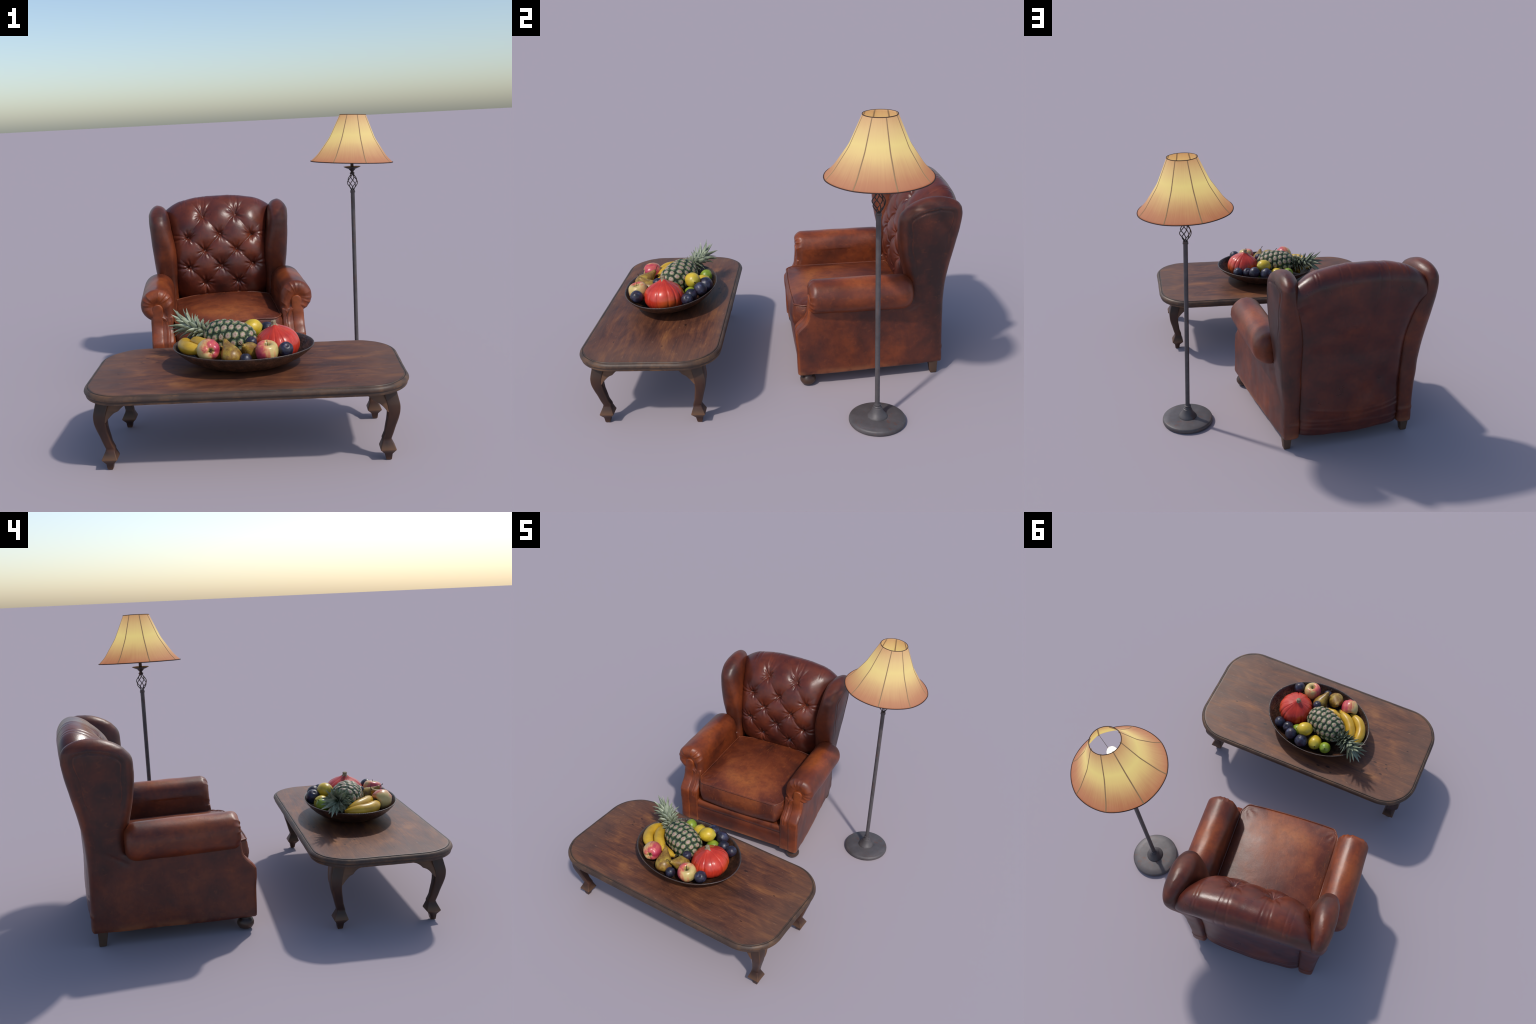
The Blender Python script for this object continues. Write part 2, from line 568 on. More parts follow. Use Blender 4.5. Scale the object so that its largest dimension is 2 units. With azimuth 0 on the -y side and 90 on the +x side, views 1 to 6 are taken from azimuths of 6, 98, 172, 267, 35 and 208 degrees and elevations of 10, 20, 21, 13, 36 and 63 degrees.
def build_side(sgn):
    rings = []
    for z in wz:
        sh = .05 * float(sstep(.55, .95, z))
        p = 4.5 - 1.3 * float(sstep(.35, .45, z)) - .7 * float(sstep(.62, .92, z))
        ns = .026 * float(sstep(.66, .95, z))
        rings.append(superring(wing_at(z, 3), wing_at(z, 4), wing_at(z, 1), wing_at(z, 2), z, p, 64, sh, ns))
    wing = loft(rings)
    # lower side panel, following the arm-front profile forward and tapering to the rear
    rr = []
    for z in np.r_[.069, .074, np.linspace(.085, .455, 40)]:
        y0, y1 = float(front_y(z)) + .0035, .392 - .01 * float(sstep(.07, .2, z))
        ins = .006 if z < .07 else .002 if z < .08 else 0
        n = 24
        pts = []
        for t in np.linspace(0, 1, n):
            y = y0 + (y1 - y0) * t
            xo = .4365 - .062 * t ** 1.15 + .006 * math.sin(PI * t) - ins
            pts.append((xo, y, z))
        for t in np.linspace(1, 0, n):
            pts.append((.31, y0 + (y1 - y0) * t, z))
        rr.append(np.array(pts))
    side = loft(rr)
    v, f = join([wing, side])
    if sgn < 0:
        v = mirrored(v)
    me = evaluated('shell', v, f, [('REMESH', dict(mode='VOXEL', voxel_size=.0058)), ('SMOOTH', dict(factor=.5, iterations=9))])
    co, no = get_co(me), get_no(me)
    # stitched groove that sets the rolled wing border off from the flat outer face
    out = wing_outline()
    P = co[:, 1:]
    d = np.full(len(P), 9.0)
    for i in range(0, len(out), 1):
        d = np.minimum(d, np.hypot(P[:, 0] - out[i, 0], P[:, 1] - out[i, 1]))
    face = np.clip(no[:, 0] * sgn - .55, 0, .3) / .3 * sstep(.60, .74, co[:, 2])
    inset = .056 + .004 * np.sin(P[:, 1] * 40)
    dy = -.0055 * np.exp(-((d - inset) / .006) ** 2) - .004 * sstep(.05, .075, d)
    # slight sag wrinkles in the side and the rear post
    w = .0016 * hashnoise(co[:, 1] * 9, co[:, 2] * 5, 3) + .0012 * hashnoise(co[:, 1] * 22, co[:, 2] * 13, 5)
    foldb = .0035 * np.exp(-((co[:, 2] - .155 - .05 * (np.abs(co[:, 0]) - .33)) / .012) ** 2) * sstep(.375, .385, co[:, 1])
    crease = -.004 * np.exp(-((co[:, 2] - .415 - .6 * (co[:, 1] - .22)) / .012) ** 2) * sstep(.17, .22, co[:, 1]) * sstep(.33, .24, co[:, 1]) * (no[:, 0] * sgn > .5)
    co = co + no * (dy * face + w + foldb + crease)[:, None]
    set_co(me, co)
    normals = get_no(me)
    # split into wing and side panel without a seam
    cz = np.empty(len(me.polygons) * 3)
    me.polygons.foreach_get('center', cz)
    upper = cz.reshape(-1, 3)[:, 2] > .47
    polys = [tuple(p.vertices) for p in me.polygons]
    for name, sel in (('wing', upper), ('side_panel', ~upper)):
        fs = [polys[i] for i in np.nonzero(sel)[0]]
        used = sorted({i for q in fs for i in q})
        back = {g: k for k, g in enumerate(used)}
        sub = bpy.data.meshes.new(name)
        sub.from_pydata([tuple(co[i]) for i in used], [], [tuple(back[i] for i in q) for q in fs])
        sub.polygons.foreach_set('use_smooth', [True] * len(fs))
        sub.normals_split_custom_set_from_vertices([tuple(normals[i]) for i in used])
        obj(name, sub, M_wing, chair)
    bpy.data.meshes.remove(me)


for s in (1, -1):
    build_side(s)


def arm_profile(n):
    """closed cross-section (x, z): inner face, rolled top, neck under the roll"""
    c, r = (.3985, .5155), .0925
    pts = [(.320, .262), (.306, .285), (.303, .35), (.303, .41), (.3045, .47)]
    pts += [(c[0] + r * math.cos(a), c[1] + .0915 * math.sin(a)) for a in np.radians([176, 150, 126, 102, 79, 56, 34, 12, -10, -32, -54, -72, -88])]
    pts += [(.384, .420), (.374, .395), (.372, .335), (.372, .28), (.360, .256)]
    return resample(pts, n, True)


def toward_core(P, d):
    """pull a cross-section ring inward by distance d toward the core line of the arm"""
    core = resample([(.3375, .285), (.3375, .385), (.350, .440), (.388, .490), (.402, .5155)], 60)
    D = np.hypot(P[:, None, 0] - core[None, :, 0], P[:, None, 1] - core[None, :, 1])
    k = D.argmin(1)
    # smooth the core index round the ring so neighbouring points do not jump
    kk = k.astype(float)
    for _ in range(6):
        kk = (np.roll(kk, 1) + 2 * kk + np.roll(kk, -1)) / 4
    q = np.stack([np.interp(kk, np.arange(60), core[:, j]) for j in (0, 1)], 1)
    L = np.linalg.norm(q - P, axis=1)
    w = np.clip(d / L, 0, .96)
    return P + (q - P) * w[:, None]


def build_arm(sgn):
    N = 220
    P = arm_profile(N)
    c = np.array([.3985, .5155])
    th = np.arctan2(P[:, 1] - c[1], P[:, 0] - c[0])
    rings = []
    rb, rf = .058, .040
    # rounded rear end
    rings.append(np.insert(toward_core(P, .080 + th * 0), 1, .2125, 1))
    for a in np.linspace(0, PI / 2, 12):
        rings.append(np.insert(toward_core(P, rb * (1 - math.sin(a)) + th * 0), 1, .212 - rb * (1 - math.cos(a)), 1))
    y1 = .212 - rb
    L = np.linalg.norm(toward_core(P, 1.0 + th * 0) - P, axis=1) / .96      # distance to the core
    rf = np.minimum(rf, .92 * L)
    for t in np.linspace(0, 1, 34)[1:]:
        y = y1 + (front_y(P[:, 1]) + rf - y1) * t
        bulge = 1 + .012 * math.sin(PI * t)
        Q = c + (P - c) * bulge
        Q = Q + .0016 * math.sin(PI * t) * np.stack([hashnoise(th * 2.2, t * 5 + np.zeros(N), 8), hashnoise(th * 2.2, t * 5 + np.zeros(N), 9)], 1)
        rings.append(np.stack([Q[:, 0], y, Q[:, 1]], 1))
    # gathered front edge: pleats radiate round the roll and fade toward the facing strip
    roll = np.clip((P[:, 1] - .405) / .04, 0, 1)
    pleat = (np.abs(np.sin(th * 6.0 + 1.3 * np.sin(th * 3 + sgn))) ** .6 - .6) * (.6 + .6 * np.clip(hashnoise(th * 3, th * 0 + 2 + sgn) + .4, 0, 1))
    for a in np.linspace(0, PI / 2, 14)[1:]:
        ins = rf * (1 - math.cos(a)) + .0060 * pleat * roll * math.sin(a * 1.5)
        Q = toward_core(P, np.maximum(ins, 0))
        y = front_y(P[:, 1]) + rf - rf * math.sin(a) + .0030 * pleat * roll * math.sin(a) ** 2
        rings.append(np.stack([Q[:, 0], y, Q[:, 1]], 1))
    for q, dep in ((.25, .0012), (.5, .005), (.75, .009), (1.0, .011)):
        Q = toward_core(P, rf + (.95 * L - rf) * q)
        big = np.clip((L - rf) / .03, 0, 1)
        rings.append(np.stack([Q[:, 0], front_y(P[:, 1]) + dep * big + .0022 * pleat * roll * max(.6 - q, 0), Q[:, 1]], 1))
    v, f = loft(rings)
    if sgn < 0:
        v = mirrored(v)
    obj('arm', make_mesh('arm', v, f), M_arm, chair)

    # facing strip set into the front of the arm: a tall stadium that follows the knuckle
    hw = .0300
    xc = .4005
    zz = np.r_[np.linspace(.072, .496, 46), .496 + hw * np.sin(np.linspace(0, PI / 2, 10)[1:])]
    rows = []
    for z in zz:
        w = hw if z <= .496 else math.sqrt(max(hw ** 2 - (z - .496) ** 2, 1e-6))
        w = w * (1 + .05 * math.exp(-((z - .30) / .03) ** 2)) - .003 * float(sstep(.09, .072, z))
        y = float(front_y(z)) - .004
        x0 = xc - .004 * float(sstep(.38, .5, z))
        a = np.linspace(0, PI, 15)
        row = [(x0 - w * math.cos(q), y - 0.010 * math.sin(q) ** .6 * min(1, w / .012) + .010, z) for q in a]
        row = [(x0 - w, y + .06, z)] + row + [(x0 + w, y + .06, z)]
        rows.append(np.array(row))
    v, f = loft(rows)
    # small stretch wrinkles at the knuckle
    v[:, 1] += -.0016 * np.sin(v[:, 2] * 260 + v[:, 0] * 90) * np.exp(-((v[:, 2] - .335) / .022) ** 2)
    if sgn < 0:
        v = mirrored(v)
    obj('arm_front_strip', make_mesh('arm_front_strip', v, f, True, 60), M_arm, chair)


for s in (1, -1):
    build_arm(s)


# seat base: front rail with a stitched fold, closed box behind it
def build_base():
    rows = []
    prof = [(-.300, .073), (-.380, .073), (-.388, .077), (-.391, .10), (-.392, .15), (-.391, .188), (-.386, .1945), (-.391, .201), (-.392, .225), (-.388, .243), (-.375, .250), (-.25, .252)]
    # (y, z) profile swept across the width, slightly bowed
    xs = np.linspace(-.372, .372, 60)
    P = np.array(prof)
    V = np.array([[(x, y - .004 * math.cos(x / .372 * PI / 2) * (1 if y < -.35 else 0), z + .002 * math.sin(x * 9 + 1)) for x in xs] for y, z in P])
    n = len(xs)
    f = grid_faces(len(P), n)
    v = V.reshape(-1, 3)
    obj('front_rail', make_mesh('front_rail', v, f, True, 50), M_body, chair)
    box = [(-.36, -.30, .078), (.36, -.30, .078), (.34, .36, .084), (-.34, .36, .084), (-.36, -.30, .25), (.36, -.30, .25), (.34, .36, .25), (-.34, .36, .25)]
    q = [(0, 1, 2, 3), (4, 5, 6, 7), (0, 1, 5, 4), (1, 2, 6, 5), (2, 3, 7, 6), (3, 0, 4, 7)]
    obj('seat_deck', make_mesh('seat_deck', box, q, False), M_panel, chair)


build_base()


# seat cushion: boxed, crowned, piped edges
def build_cushion():
    hw, y0, y1, zt, zb = .300, -.398, .205, .421, .275
    n = 60
    top, V = [], []
    u = np.linspace(-1, 1, n)
    w = np.linspace(0, 1, n)
    X, T = np.meshgrid(u, w)
    flare = 1 + .03 * (1 - T)

    def outline_y(x, t):
        # front edge bows forward a little and corners round off
        yf = y0 - .009 * (1 - x * x) + .03 * np.clip((np.abs(x) - .90) / .10, 0, 1) ** 2
        return yf + (y1 - yf) * t
    gx = X * hw * (.985 + .015 * (1 - T)) * (1 - .04 * np.clip((.06 - T) / .06, 0, 1) ** 2)
    gy = outline_y(X, T)
    crown = (1 - np.abs(X) ** 2.4) * (1 - (1 - np.clip(T / .55, 0, 1)) ** 2.4) * (1 - .25 * np.clip((T - .55) / .45, 0, 1) ** 2)
    gz = zt + .040 * crown + .0016 * hashnoise(gx * 7, gy * 7, 2) * crown + .0004 * hashnoise(gx * 26, gy * 26, 4)
    # gathered tucks at the two front corners
    for sx in (-1, 1):
        dx, dy = gx - sx * .295, gy - (y0 + .01)
        a = np.arctan2(dx * sx, dy)
        r = np.hypot(dx, dy)
        gz += .0028 * np.sin(a * 11) * np.exp(-((r - .05) / .035) ** 2)
    topv = np.stack([gx, gy, gz], 2)
    # border walls all round
    ring = np.concatenate([topv[0, :-1], topv[:-1, -1], topv[-1, :0:-1], topv[:0:-1, 0]])
    m = len(ring)
    cen = np.array([0, (y0 + y1) / 2, 0])
    dirs = ring - cen
    dirs[:, 2] = 0
    k = np.zeros_like(dirs)
    # outward direction: front/back vs sides
    side = np.concatenate([np.tile([0, -1, 0], (n - 1, 1)), np.tile([1, 0, 0], (n - 1, 1)), np.tile([0, 1, 0], (n - 1, 1)), np.tile([-1, 0, 0], (n - 1, 1))]).astype(float)
    for _ in range(4):
        side = (np.roll(side, 1, 0) + side * 2 + np.roll(side, -1, 0))
        side /= np.linalg.norm(side, axis=1)[:, None]
    rings = [ring]
    for t in np.linspace(0, 1, 14)[1:]:
        sag = .012 * (1 - (ring[:, 0] / hw) ** 2) * (ring[:, 1] < y0 + .05)
        z = ring[:, 2] + (zb - sag - ring[:, 2]) * t
        b = .014 * math.sin(PI * min(t * 1.02, 1)) ** .8 - .006 * t ** 4
        wr = .0022 * hashnoise(ring[:, 0] * 30 + t * 9, ring[:, 1] * 30 + t * 3, 6) * math.sin(PI * t)
        q = ring + side * (b + wr)[:, None] if np.ndim(wr) else ring + side * b
        q[:, 2] = z
        rings.append(q)
    v = np.concatenate([topv.reshape(-1, 3)] + [r for r in rings[1:]])
    f = grid_faces(n, n)
    idx = [j for j in range(n - 1)] + [i * n + n - 1 for i in range(n - 1)] + [(n - 1) * n + j for j in range(n - 1, 0, -1)] + [i * n for i in range(n - 1, 0, -1)]
    prev = idx
    o = n * n
    for r in range(len(rings) - 1):
        cur = [o + r * m + j for j in range(m)]
        f += [(prev[j], prev[(j + 1) % m], cur[(j + 1) % m], cur[j]) for j in range(m)]
        prev = cur
    f.append(tuple(prev))
    me = make_mesh('seat_cushion', v, f)
    obj('seat_cushion', me, M_seat, chair)
    path = ring + side * .003 + np.array([0, 0, -.001])
    pv, pf = tube(path, .0042, 8, True)
    obj('piping', make_mesh('piping', pv, pf), M_pipe, chair)


build_cushion()


# tufted back cushion: front profile, over the top, down behind
BACK = [(.235, .40), (.190, .47), (.172, .53), (.163, .60), (.165, .66), (.176, .75), (.194, .835), (.218, .905), (.255, .968), (.302, 1.020), (.352, 1.050),
        (.398, 1.058), (.437, 1.042), (.463, 1.006), (.471, .965), (.463, .90), (.432, .75), (.401, .55), (.397, .35), (.403, .20), (.402, .115), (.396, .083), (.378, .080)]
ROWS = [(.40, -1.2), (.524, 0), (.63, 1), (.733, 2), (.832, 3), (.958, 4), (1.08, 5)]
BUTTONS = [(-.105, .957), (.105, .957), (-.198, .831), (0, .836), (.198, .831), (-.1, .733), (.1, .733), (-.197, .630), (0, .630), (.197, .630), (-.103, .524), (.103, .524)]


def build_back():
    C = resample(BACK, 430)
    s = np.linspace(0, 1, len(C))
    nx = 190
    X, S = np.meshgrid(np.linspace(-1, 1, nx), s)
    y = C[:, 0][:, None] + 0 * X
    z0 = C[:, 1][:, None] + 0 * X
    T = np.gradient(C, axis=0)
    T /= np.linalg.norm(T, axis=1)[:, None]
    ny, nz = -T[:, 1][:, None] + 0 * X, T[:, 0][:, None] + 0 * X    # outward normal in (y, z)
    top_i = int(np.argmax(C[:, 1]))
    rear_w = sstep(s[top_i] - .10, s[top_i] + .10, S)
    half = interp(z0, [(.40, .283), (.62, .284), (.80, .288), (.92, .300), (1.0, .322), (1.06, .340)]) * (1 - rear_w) + .372 * rear_w
    rear = S > s[top_i]
    half = np.where(rear, interp(z0, [(.08, .306), (.45, .310), (.66, .318), (.78, .332), (.88, .352), (.96, .372), (1.2, .372)]), half)
    x = X * half
    front = 1 - sstep(s[top_i] - .06, s[top_i] - .01, S)
    k = interp(z0, ROWS)
    wx = x + .006 * hashnoise(x * 16, z0 * 16, 51) * (1 - np.exp(-(np.abs(np.sin(PI * (x / .1 + k + 1) / 2)) / .3) ** 2))
    u = (wx / .1 + k + 1) / 2
    v = (wx / .1 - k - 1) / 2
    lu, lv = np.abs(np.sin(PI * u)), np.abs(np.sin(PI * v))
    pillow = (lu * lv + 1e-9) ** .62
    # tufting fades out beyond the button field
    field = sstep(-.75, .0, k) * sstep(4.9, 4.1, k) * sstep(.275, .20, np.abs(x)) * front
    h = .0125 * (pillow - .5) * field * (1 + .45 * hashnoise(np.floor(u) + 5, np.floor(v), 3))
    # dart folds along the crease lines only inside the field
    for bx, bz in BUTTONS:
        dx, dz = x - bx, (z0 - bz) * np.where(z0 > .95, .8, 1.0)
        r = np.hypot(dx, dz)
        a = np.arctan2(dz, dx)
        m = front * 1.0
        h += m * (-.017 * np.exp(-(r / .016) ** 2) - .011 * np.exp(-(r / .042) ** 2))
        fan = np.sin(a * 7 + bx * 40 + bz * 31) * .55 + np.sin(a * 11 + bz * 57) * .45
        h += m * .0036 * fan * np.exp(-((r - .028) / .022) ** 2) * (.6 + .8 * abs(math.sin(bx * 91 + bz * 57)))
        if bz > .95:      # pleats run up over the crest
            ss = S - s[np.argmin(np.abs(C[:top_i, 1] - bz))]
            for o in (-.014, .016):
                h -= .0018 * np.exp(-((dx - o * (1 + 5.0 * ss)) / .0055) ** 2) * sstep(-.0, .03, ss) * sstep(.30, .14, ss)
            h -= .004 * np.exp(-(dx / .016) ** 2) * sstep(0, .02, ss) * sstep(.16, .04, ss)
        if bz < .53:      # and down to the seat
            h -= m * .007 * np.exp(-(dx / .008) ** 2) * (z0 < bz) * sstep(.40, .44, z0)
        if abs(bx) > .19:  # and out to the wings
            o = np.sign(bx)
            h -= m * .006 * np.exp(-((dz + .12 * (dx * o)) / .008) ** 2) * (dx * o > 0)
            h -= m * .004 * np.exp(-((dz - .35 * (dx * o)) / .007) ** 2) * (dx * o > 0)
    # small secondary creases near the crest ends
    for cx in (-.235, -.205, .245, .262):
        h -= .0016 * np.exp(-((x - cx) / .005) ** 2) * sstep(1.0, 1.04, z0)
    h += .0022 * hashnoise(x * 12, S * 22, 11)
    # edges roll back into the wings; crest is arched
    edge = np.abs(X) ** 7
    pull = .050 * edge * (1 - 1.25 * rear_w)
    arch = smooth_interp(np.abs(x), [(0, .002), (.12, .006), (.20, .020), (.25, .032), (.30, .056), (.35, .092), (.375, .112)])
    w = sstep(.62, 1.0, z0) * (1 - rear_w) + rear_w * sstep(.45, 1.0, z0)
    yy = y + ny * h + pull + .10 * arch * w * (1 - rear_w)
    zz = z0 + nz * h - arch * w
    # outer back: bowed between the posts, with sag folds above the hem
    down = rear_w * sstep(1.0, .88, z0)
    yy = yy + down * (.002 - .018 * np.abs(X) ** 2.2) - .022 * rear_w * np.abs(X) ** 14
    for zc, amp, bow in ((.118, .0042, .05), (.148, .0038, .07), (.19, .003, .085), (.24, .0018, .09)):
        line = zc - bow * (1 - X ** 2) * .35 + .012 * np.sin(x * 7 + zc * 50)
        yy += down * amp * np.exp(-((z0 - line) / .009) ** 2) * (.35 + .65 * np.abs(X)) * sstep(1, .9, np.abs(X))
    yy += down * (.002 * hashnoise(x * 8, z0 * 6, 21))
    zz -= down * .012 * (1 - X ** 2) * sstep(.16, .08, z0)
    vv = np.stack([x, yy, zz], 2).reshape(-1, 3)
    whole = make_mesh('back', vv, grid_faces(len(s), nx))
    co, nor = get_co(whole), get_no(whole)
    split = int(np.nonzero((s > s[top_i]) & (C[:, 1] < .985))[0][0])
    for nm, sel in (('back_cushion', lambda r: r < split), ('rear_panel', lambda r: r >= split)):
        fs = [q for q in grid_faces(len(s), nx) if sel(q[0] // nx)]
        used = sorted({i for q in fs for i in q})
        back = {g: i for i, g in enumerate(used)}
        me = bpy.data.meshes.new(nm)
        me.from_pydata([tuple(map(float, vv[i])) for i in used], [], [tuple(back[i] for i in q) for q in fs])
        me.polygons.foreach_set('use_smooth', [True] * len(fs))
        me.normals_split_custom_set_from_vertices([tuple(nor[i]) for i in used])
        obj(nm, me, M_tuft, chair)
    # covered buttons
    prof = [(.0001, .0036), (.0045, .0032), (.0075, .0012), (.008, -.001), (.006, -.004)]
    bv, bf = lathe(prof, 16)
    bm_ = make_mesh('button', bv, bf)
    bm_.materials.append(M_tuft)
    for bx, bz in BUTTONS:
        i = np.argmin((x - bx) ** 2 + np.where(rear, 9, 0) + (z0 - bz) ** 2)
        p = vv[i]
        tang = C[min(i // nx + 3, len(C) - 1)] - C[max(i // nx - 3, 0)]
        tilt = math.atan2(tang[0], tang[1])
        b = obj('button', bm_, None, chair, p + np.array([0, -.003, 0]))
        b.rotation_euler = (PI / 2 - tilt, 0, 0)


build_back()


# feet
bun = [(.001, 0), (.020, .001), (.034, .008), (.042, .022), (.043, .034), (.038, .047), (.030, .056), (.026, .062), (.030, .066), (.030, .078)]
bv, bf = lathe(bun, 32)
bme = make_mesh('bun_foot', bv, bf)
bme.materials.append(M_foot)
for sx in (-1, 1):
    obj('bun_foot', bme, None, chair, (sx * .392, -.348, 0))


def build_block():
    a, b = .026, .017
    rows = []
    for z, h, dy in ((0, b, .006), (.004, b + .001, .006), (.085, a, 0)):
        n = []
        for sx, sy in ((-1, -1), (1, -1), (1, 1), (-1, 1)):
            c = .003
            if sx * sy > 0:
                n += [(sx * h, sy * (h - c) + dy, z), (sx * (h - c), sy * h + dy, z)]
            else:
                n += [(sx * (h - c), sy * h + dy, z), (sx * h, sy * (h - c) + dy, z)]
        rows.append(np.array(n))
    return make_mesh('block_foot', *loft(rows), smooth=False)


bl = build_block()
bl.materials.append(M_foot2)
for sx in (-1, 1):
    obj('block_foot', bl, None, chair, (sx * .347, .345, 0))


# ------------------------------------------------------------------ coffee table
TROT = math.radians(4.0)
table = empty('coffee_table', (-.022, -.597, 0), TROT, 'low dark wooden coffee table with curved cabriole legs', 'coffee table')


def rrect(hx, hy, r, n=24):
    pts = []
    for cx, cy, a0 in ((hx - r, hy - r, 0), (-hx + r, hy - r, 90), (-hx + r, -hy + r, 180), (hx - r, -hy + r, 270)):
        for a in np.radians(np.linspace(a0, a0 + 90, n)):
            pts.append((cx + r * math.cos(a), cy + r * math.sin(a)))
    # extra points on the straight runs so that wear noise can bend them
    P = np.array(pts)
    out = []
    for i in range(len(P)):
        a, b = P[i], P[(i + 1) % len(P)]
        d = np.linalg.norm(b - a)
        k = max(1, int(d / .03))
        for t in range(k):
            out.append(a + (b - a) * t / k)
    return np.array(out)


def build_top():
    prof = [(.05, .3385), (.013, .3385), (.008, .340), (.0065, .343), (.0065, .3525), (.0075, .3545), (.003, .3560), (0.001, .359), (0, .363),
            (.001, .3675), (.0035, .3725), (.0075, .3765), (.0125, .3790), (.0155, .3788), (.0170, .3778), (.0180, .3800), (.0195, .3815), (.023, .3822), (.030, .3822)]
    rings = []
    for d, z in prof:
        R = rrect(.735 - d, .360 - d, .2 - d)
        a = np.arctan2(R[:, 1], R[:, 0])
        wob = .0012 * hashnoise(a * 9, a * 0 + 1.5, 31) + .0006 * hashnoise(a * 41, a * 0, 32)
        rings.append(np.column_stack([R * (1 + wob)[:, None], np.full(len(R), z) + .0006 * hashnoise(a * 23, a * 0 + z * 60, 33)]))
    n = len(rings[0])
    v, f = loft(rings)
    me = bpy.data.meshes.new('table_top')
    me.from_pydata([tuple(map(float, p)) for p in v], [], f)
    bm = bmesh.new()
    bm.from_mesh(me)
    bmesh.ops.recalc_face_normals(bm, faces=bm.faces)
    bm.to_mesh(me)
    bm.free()
    me.materials.append(M_edge)
    me.materials.append(M_top)
    for p in me.polygons:
        p.use_smooth = True
        rmax = max(max(q // n for q in p.vertices), 0)
        p.material_index = 1 if min(q // n for q in p.vertices) >= len(prof) - 2 or (len(p.vertices) > 4 and p.center.z > .36) else 0
    me.set_sharp_from_angle(angle=math.radians(28))
    obj('table_top', me, None, table)


build_top()

LEG = [  # z, outer offset of |x| (|y| = offset - .392), side
    (0, .641, .023), (.003, .642, .026), (.028, .645, .034), (.051, .661, .070), (.055, .661, .070),
    (.088, .645, .043), (.098, .643, .042), (.13, .652, .041), (.165, .661, .045), (.20, .671, .050), (.235, .677, .053), (.27, .678, .056), (.30, .672, .058), (.335, .664, .058)]


def leg_mesh():
    zz = np.unique(np.concatenate([np.array([l[0] for l in LEG]), np.linspace(.1, .335, 24)]))
    rings = []
    for z in zz:
        xo = float(interp(z, [(l[0], l[1]) for l in LEG])) if z < .1 else float(smooth_interp(z, [(l[0], l[1]) for l in LEG[6:]]))
        w = float(interp(z, [(l[0], l[2]) for l in LEG]))
        yo = xo - .392
        c = w * (.05 if z < .07 else .10 if z < .09 else .22 - .14 * float(sstep(.19, .245, z)))
        x0, x1, y0, y1 = xo - w, xo, yo - w, yo
        pts = []
        for cx, cy, a0 in ((x1 - c, y1 - c, 0), (x0 + c, y1 - c, 90), (x0 + c, y0 + c, 180), (x1 - c, y0 + c, 270)):
            for a in np.radians([a0, a0 + 30, a0 + 60, a0 + 90]):
                pts.append((cx + c * math.cos(a), cy + c * math.sin(a), z))
        rings.append(np.array(pts))
    parts = [loft(rings)]
    # scalloped bracket ears under the top, one along each side
    lower = [(.002, .238), (.010, .250), (.022, .264), (.040, .279), (.058, .286), (.068, .296), (.085, .307), (.110, .313), (.130, .321), (.142, .334)]
    pr = resample(lower, 28)
    for axis in (0, 1):
        xo = .668
        base = xo - .056

        def face(R):      # the ear's outer face continues the curve of the knee, thinning toward its tip
            return smooth_interp(R[:, 1], [(l[0], l[1]) for l in LEG[6:]]) - .16 * np.clip(base - R[:, 0], 0, 1) - .010 * sstep(base + .02, base + .045, R[:, 0])

        fr, bk = [], []
        ring_list = []
        for off in (.004, .0075, .046, .048):
            e = .003 if off in (.004, .048) else 0
            ring = []
            for d, z in pr:
                ring.append((base + .012 - d, z + e))
            ring.append((base - .130, .336))
            ring.append((base - .06, .336))
            ring.append((base, .336))
            ring += [(base + .045, .336), (base + .045, .30), (base + .045, .26), (base + .045, .215)]
            R = np.array(ring)
            if axis == 0:
                ring_list.append(np.column_stack([R[:, 0], face(R) - .392 + .0045 - off, R[:, 1]]))
            else:
                ring_list.append(np.column_stack([face(R) + .0045 - off, R[:, 0] - .392, R[:, 1]]))
        parts.append(loft(ring_list))
    return join(parts)


lv, lf = leg_mesh()
for sx, sy in ((1, 1), (-1, 1), (-1, -1), (1, -1)):
    w = lv.copy()
    w[:, 0] *= sx
    w[:, 1] *= sy
    obj('cabriole_leg', make_mesh('cabriole_leg', w, lf, True, 32), M_leg, table)


# ------------------------------------------------------------------ floor lamp
LX, LY = .535, .571
lamp = empty('floor_lamp', (LX, LY, 0), 0, 'tall iron floor lamp with glowing bell fabric shade', 'floor lamp')

base = [(.001, 0), (.134, 0), (.1385, .002), (.1405, .008), (.1403, .0155), (.1380, .0215), (.1320, .0250), (.10, .0270), (.053, .0285)]
obj('lamp_base', make_mesh('lamp_base', *lathe(base, 64), True, 40), M_iron, lamp)
collar = [(.0505, .026), (.0505, .031), (.0485, .0345), (.044, .041), (.035, .051), (.028, .064), (.024, .077), (.0205, .079), (.0205, .084), (.0185, .088), (.0165, .089),
          (.0165, .093), (.0185, .094), (.0185, .098), (.0135, .100), (.0125, .106)]
obj('collar', make_mesh('collar', *lathe(collar, 40), True, 40), M_iron, lamp)
pole = [(.0120, .09), (.0120, 1.066), (.0150, 1.067), (.0150, 1.073), (.0132, 1.075), (.0140, 1.078), (.0130, 1.082), (.006, 1.083)]
obj('pole', make_mesh('pole', *lathe(pole, 32), True, 40), M_iron, lamp)

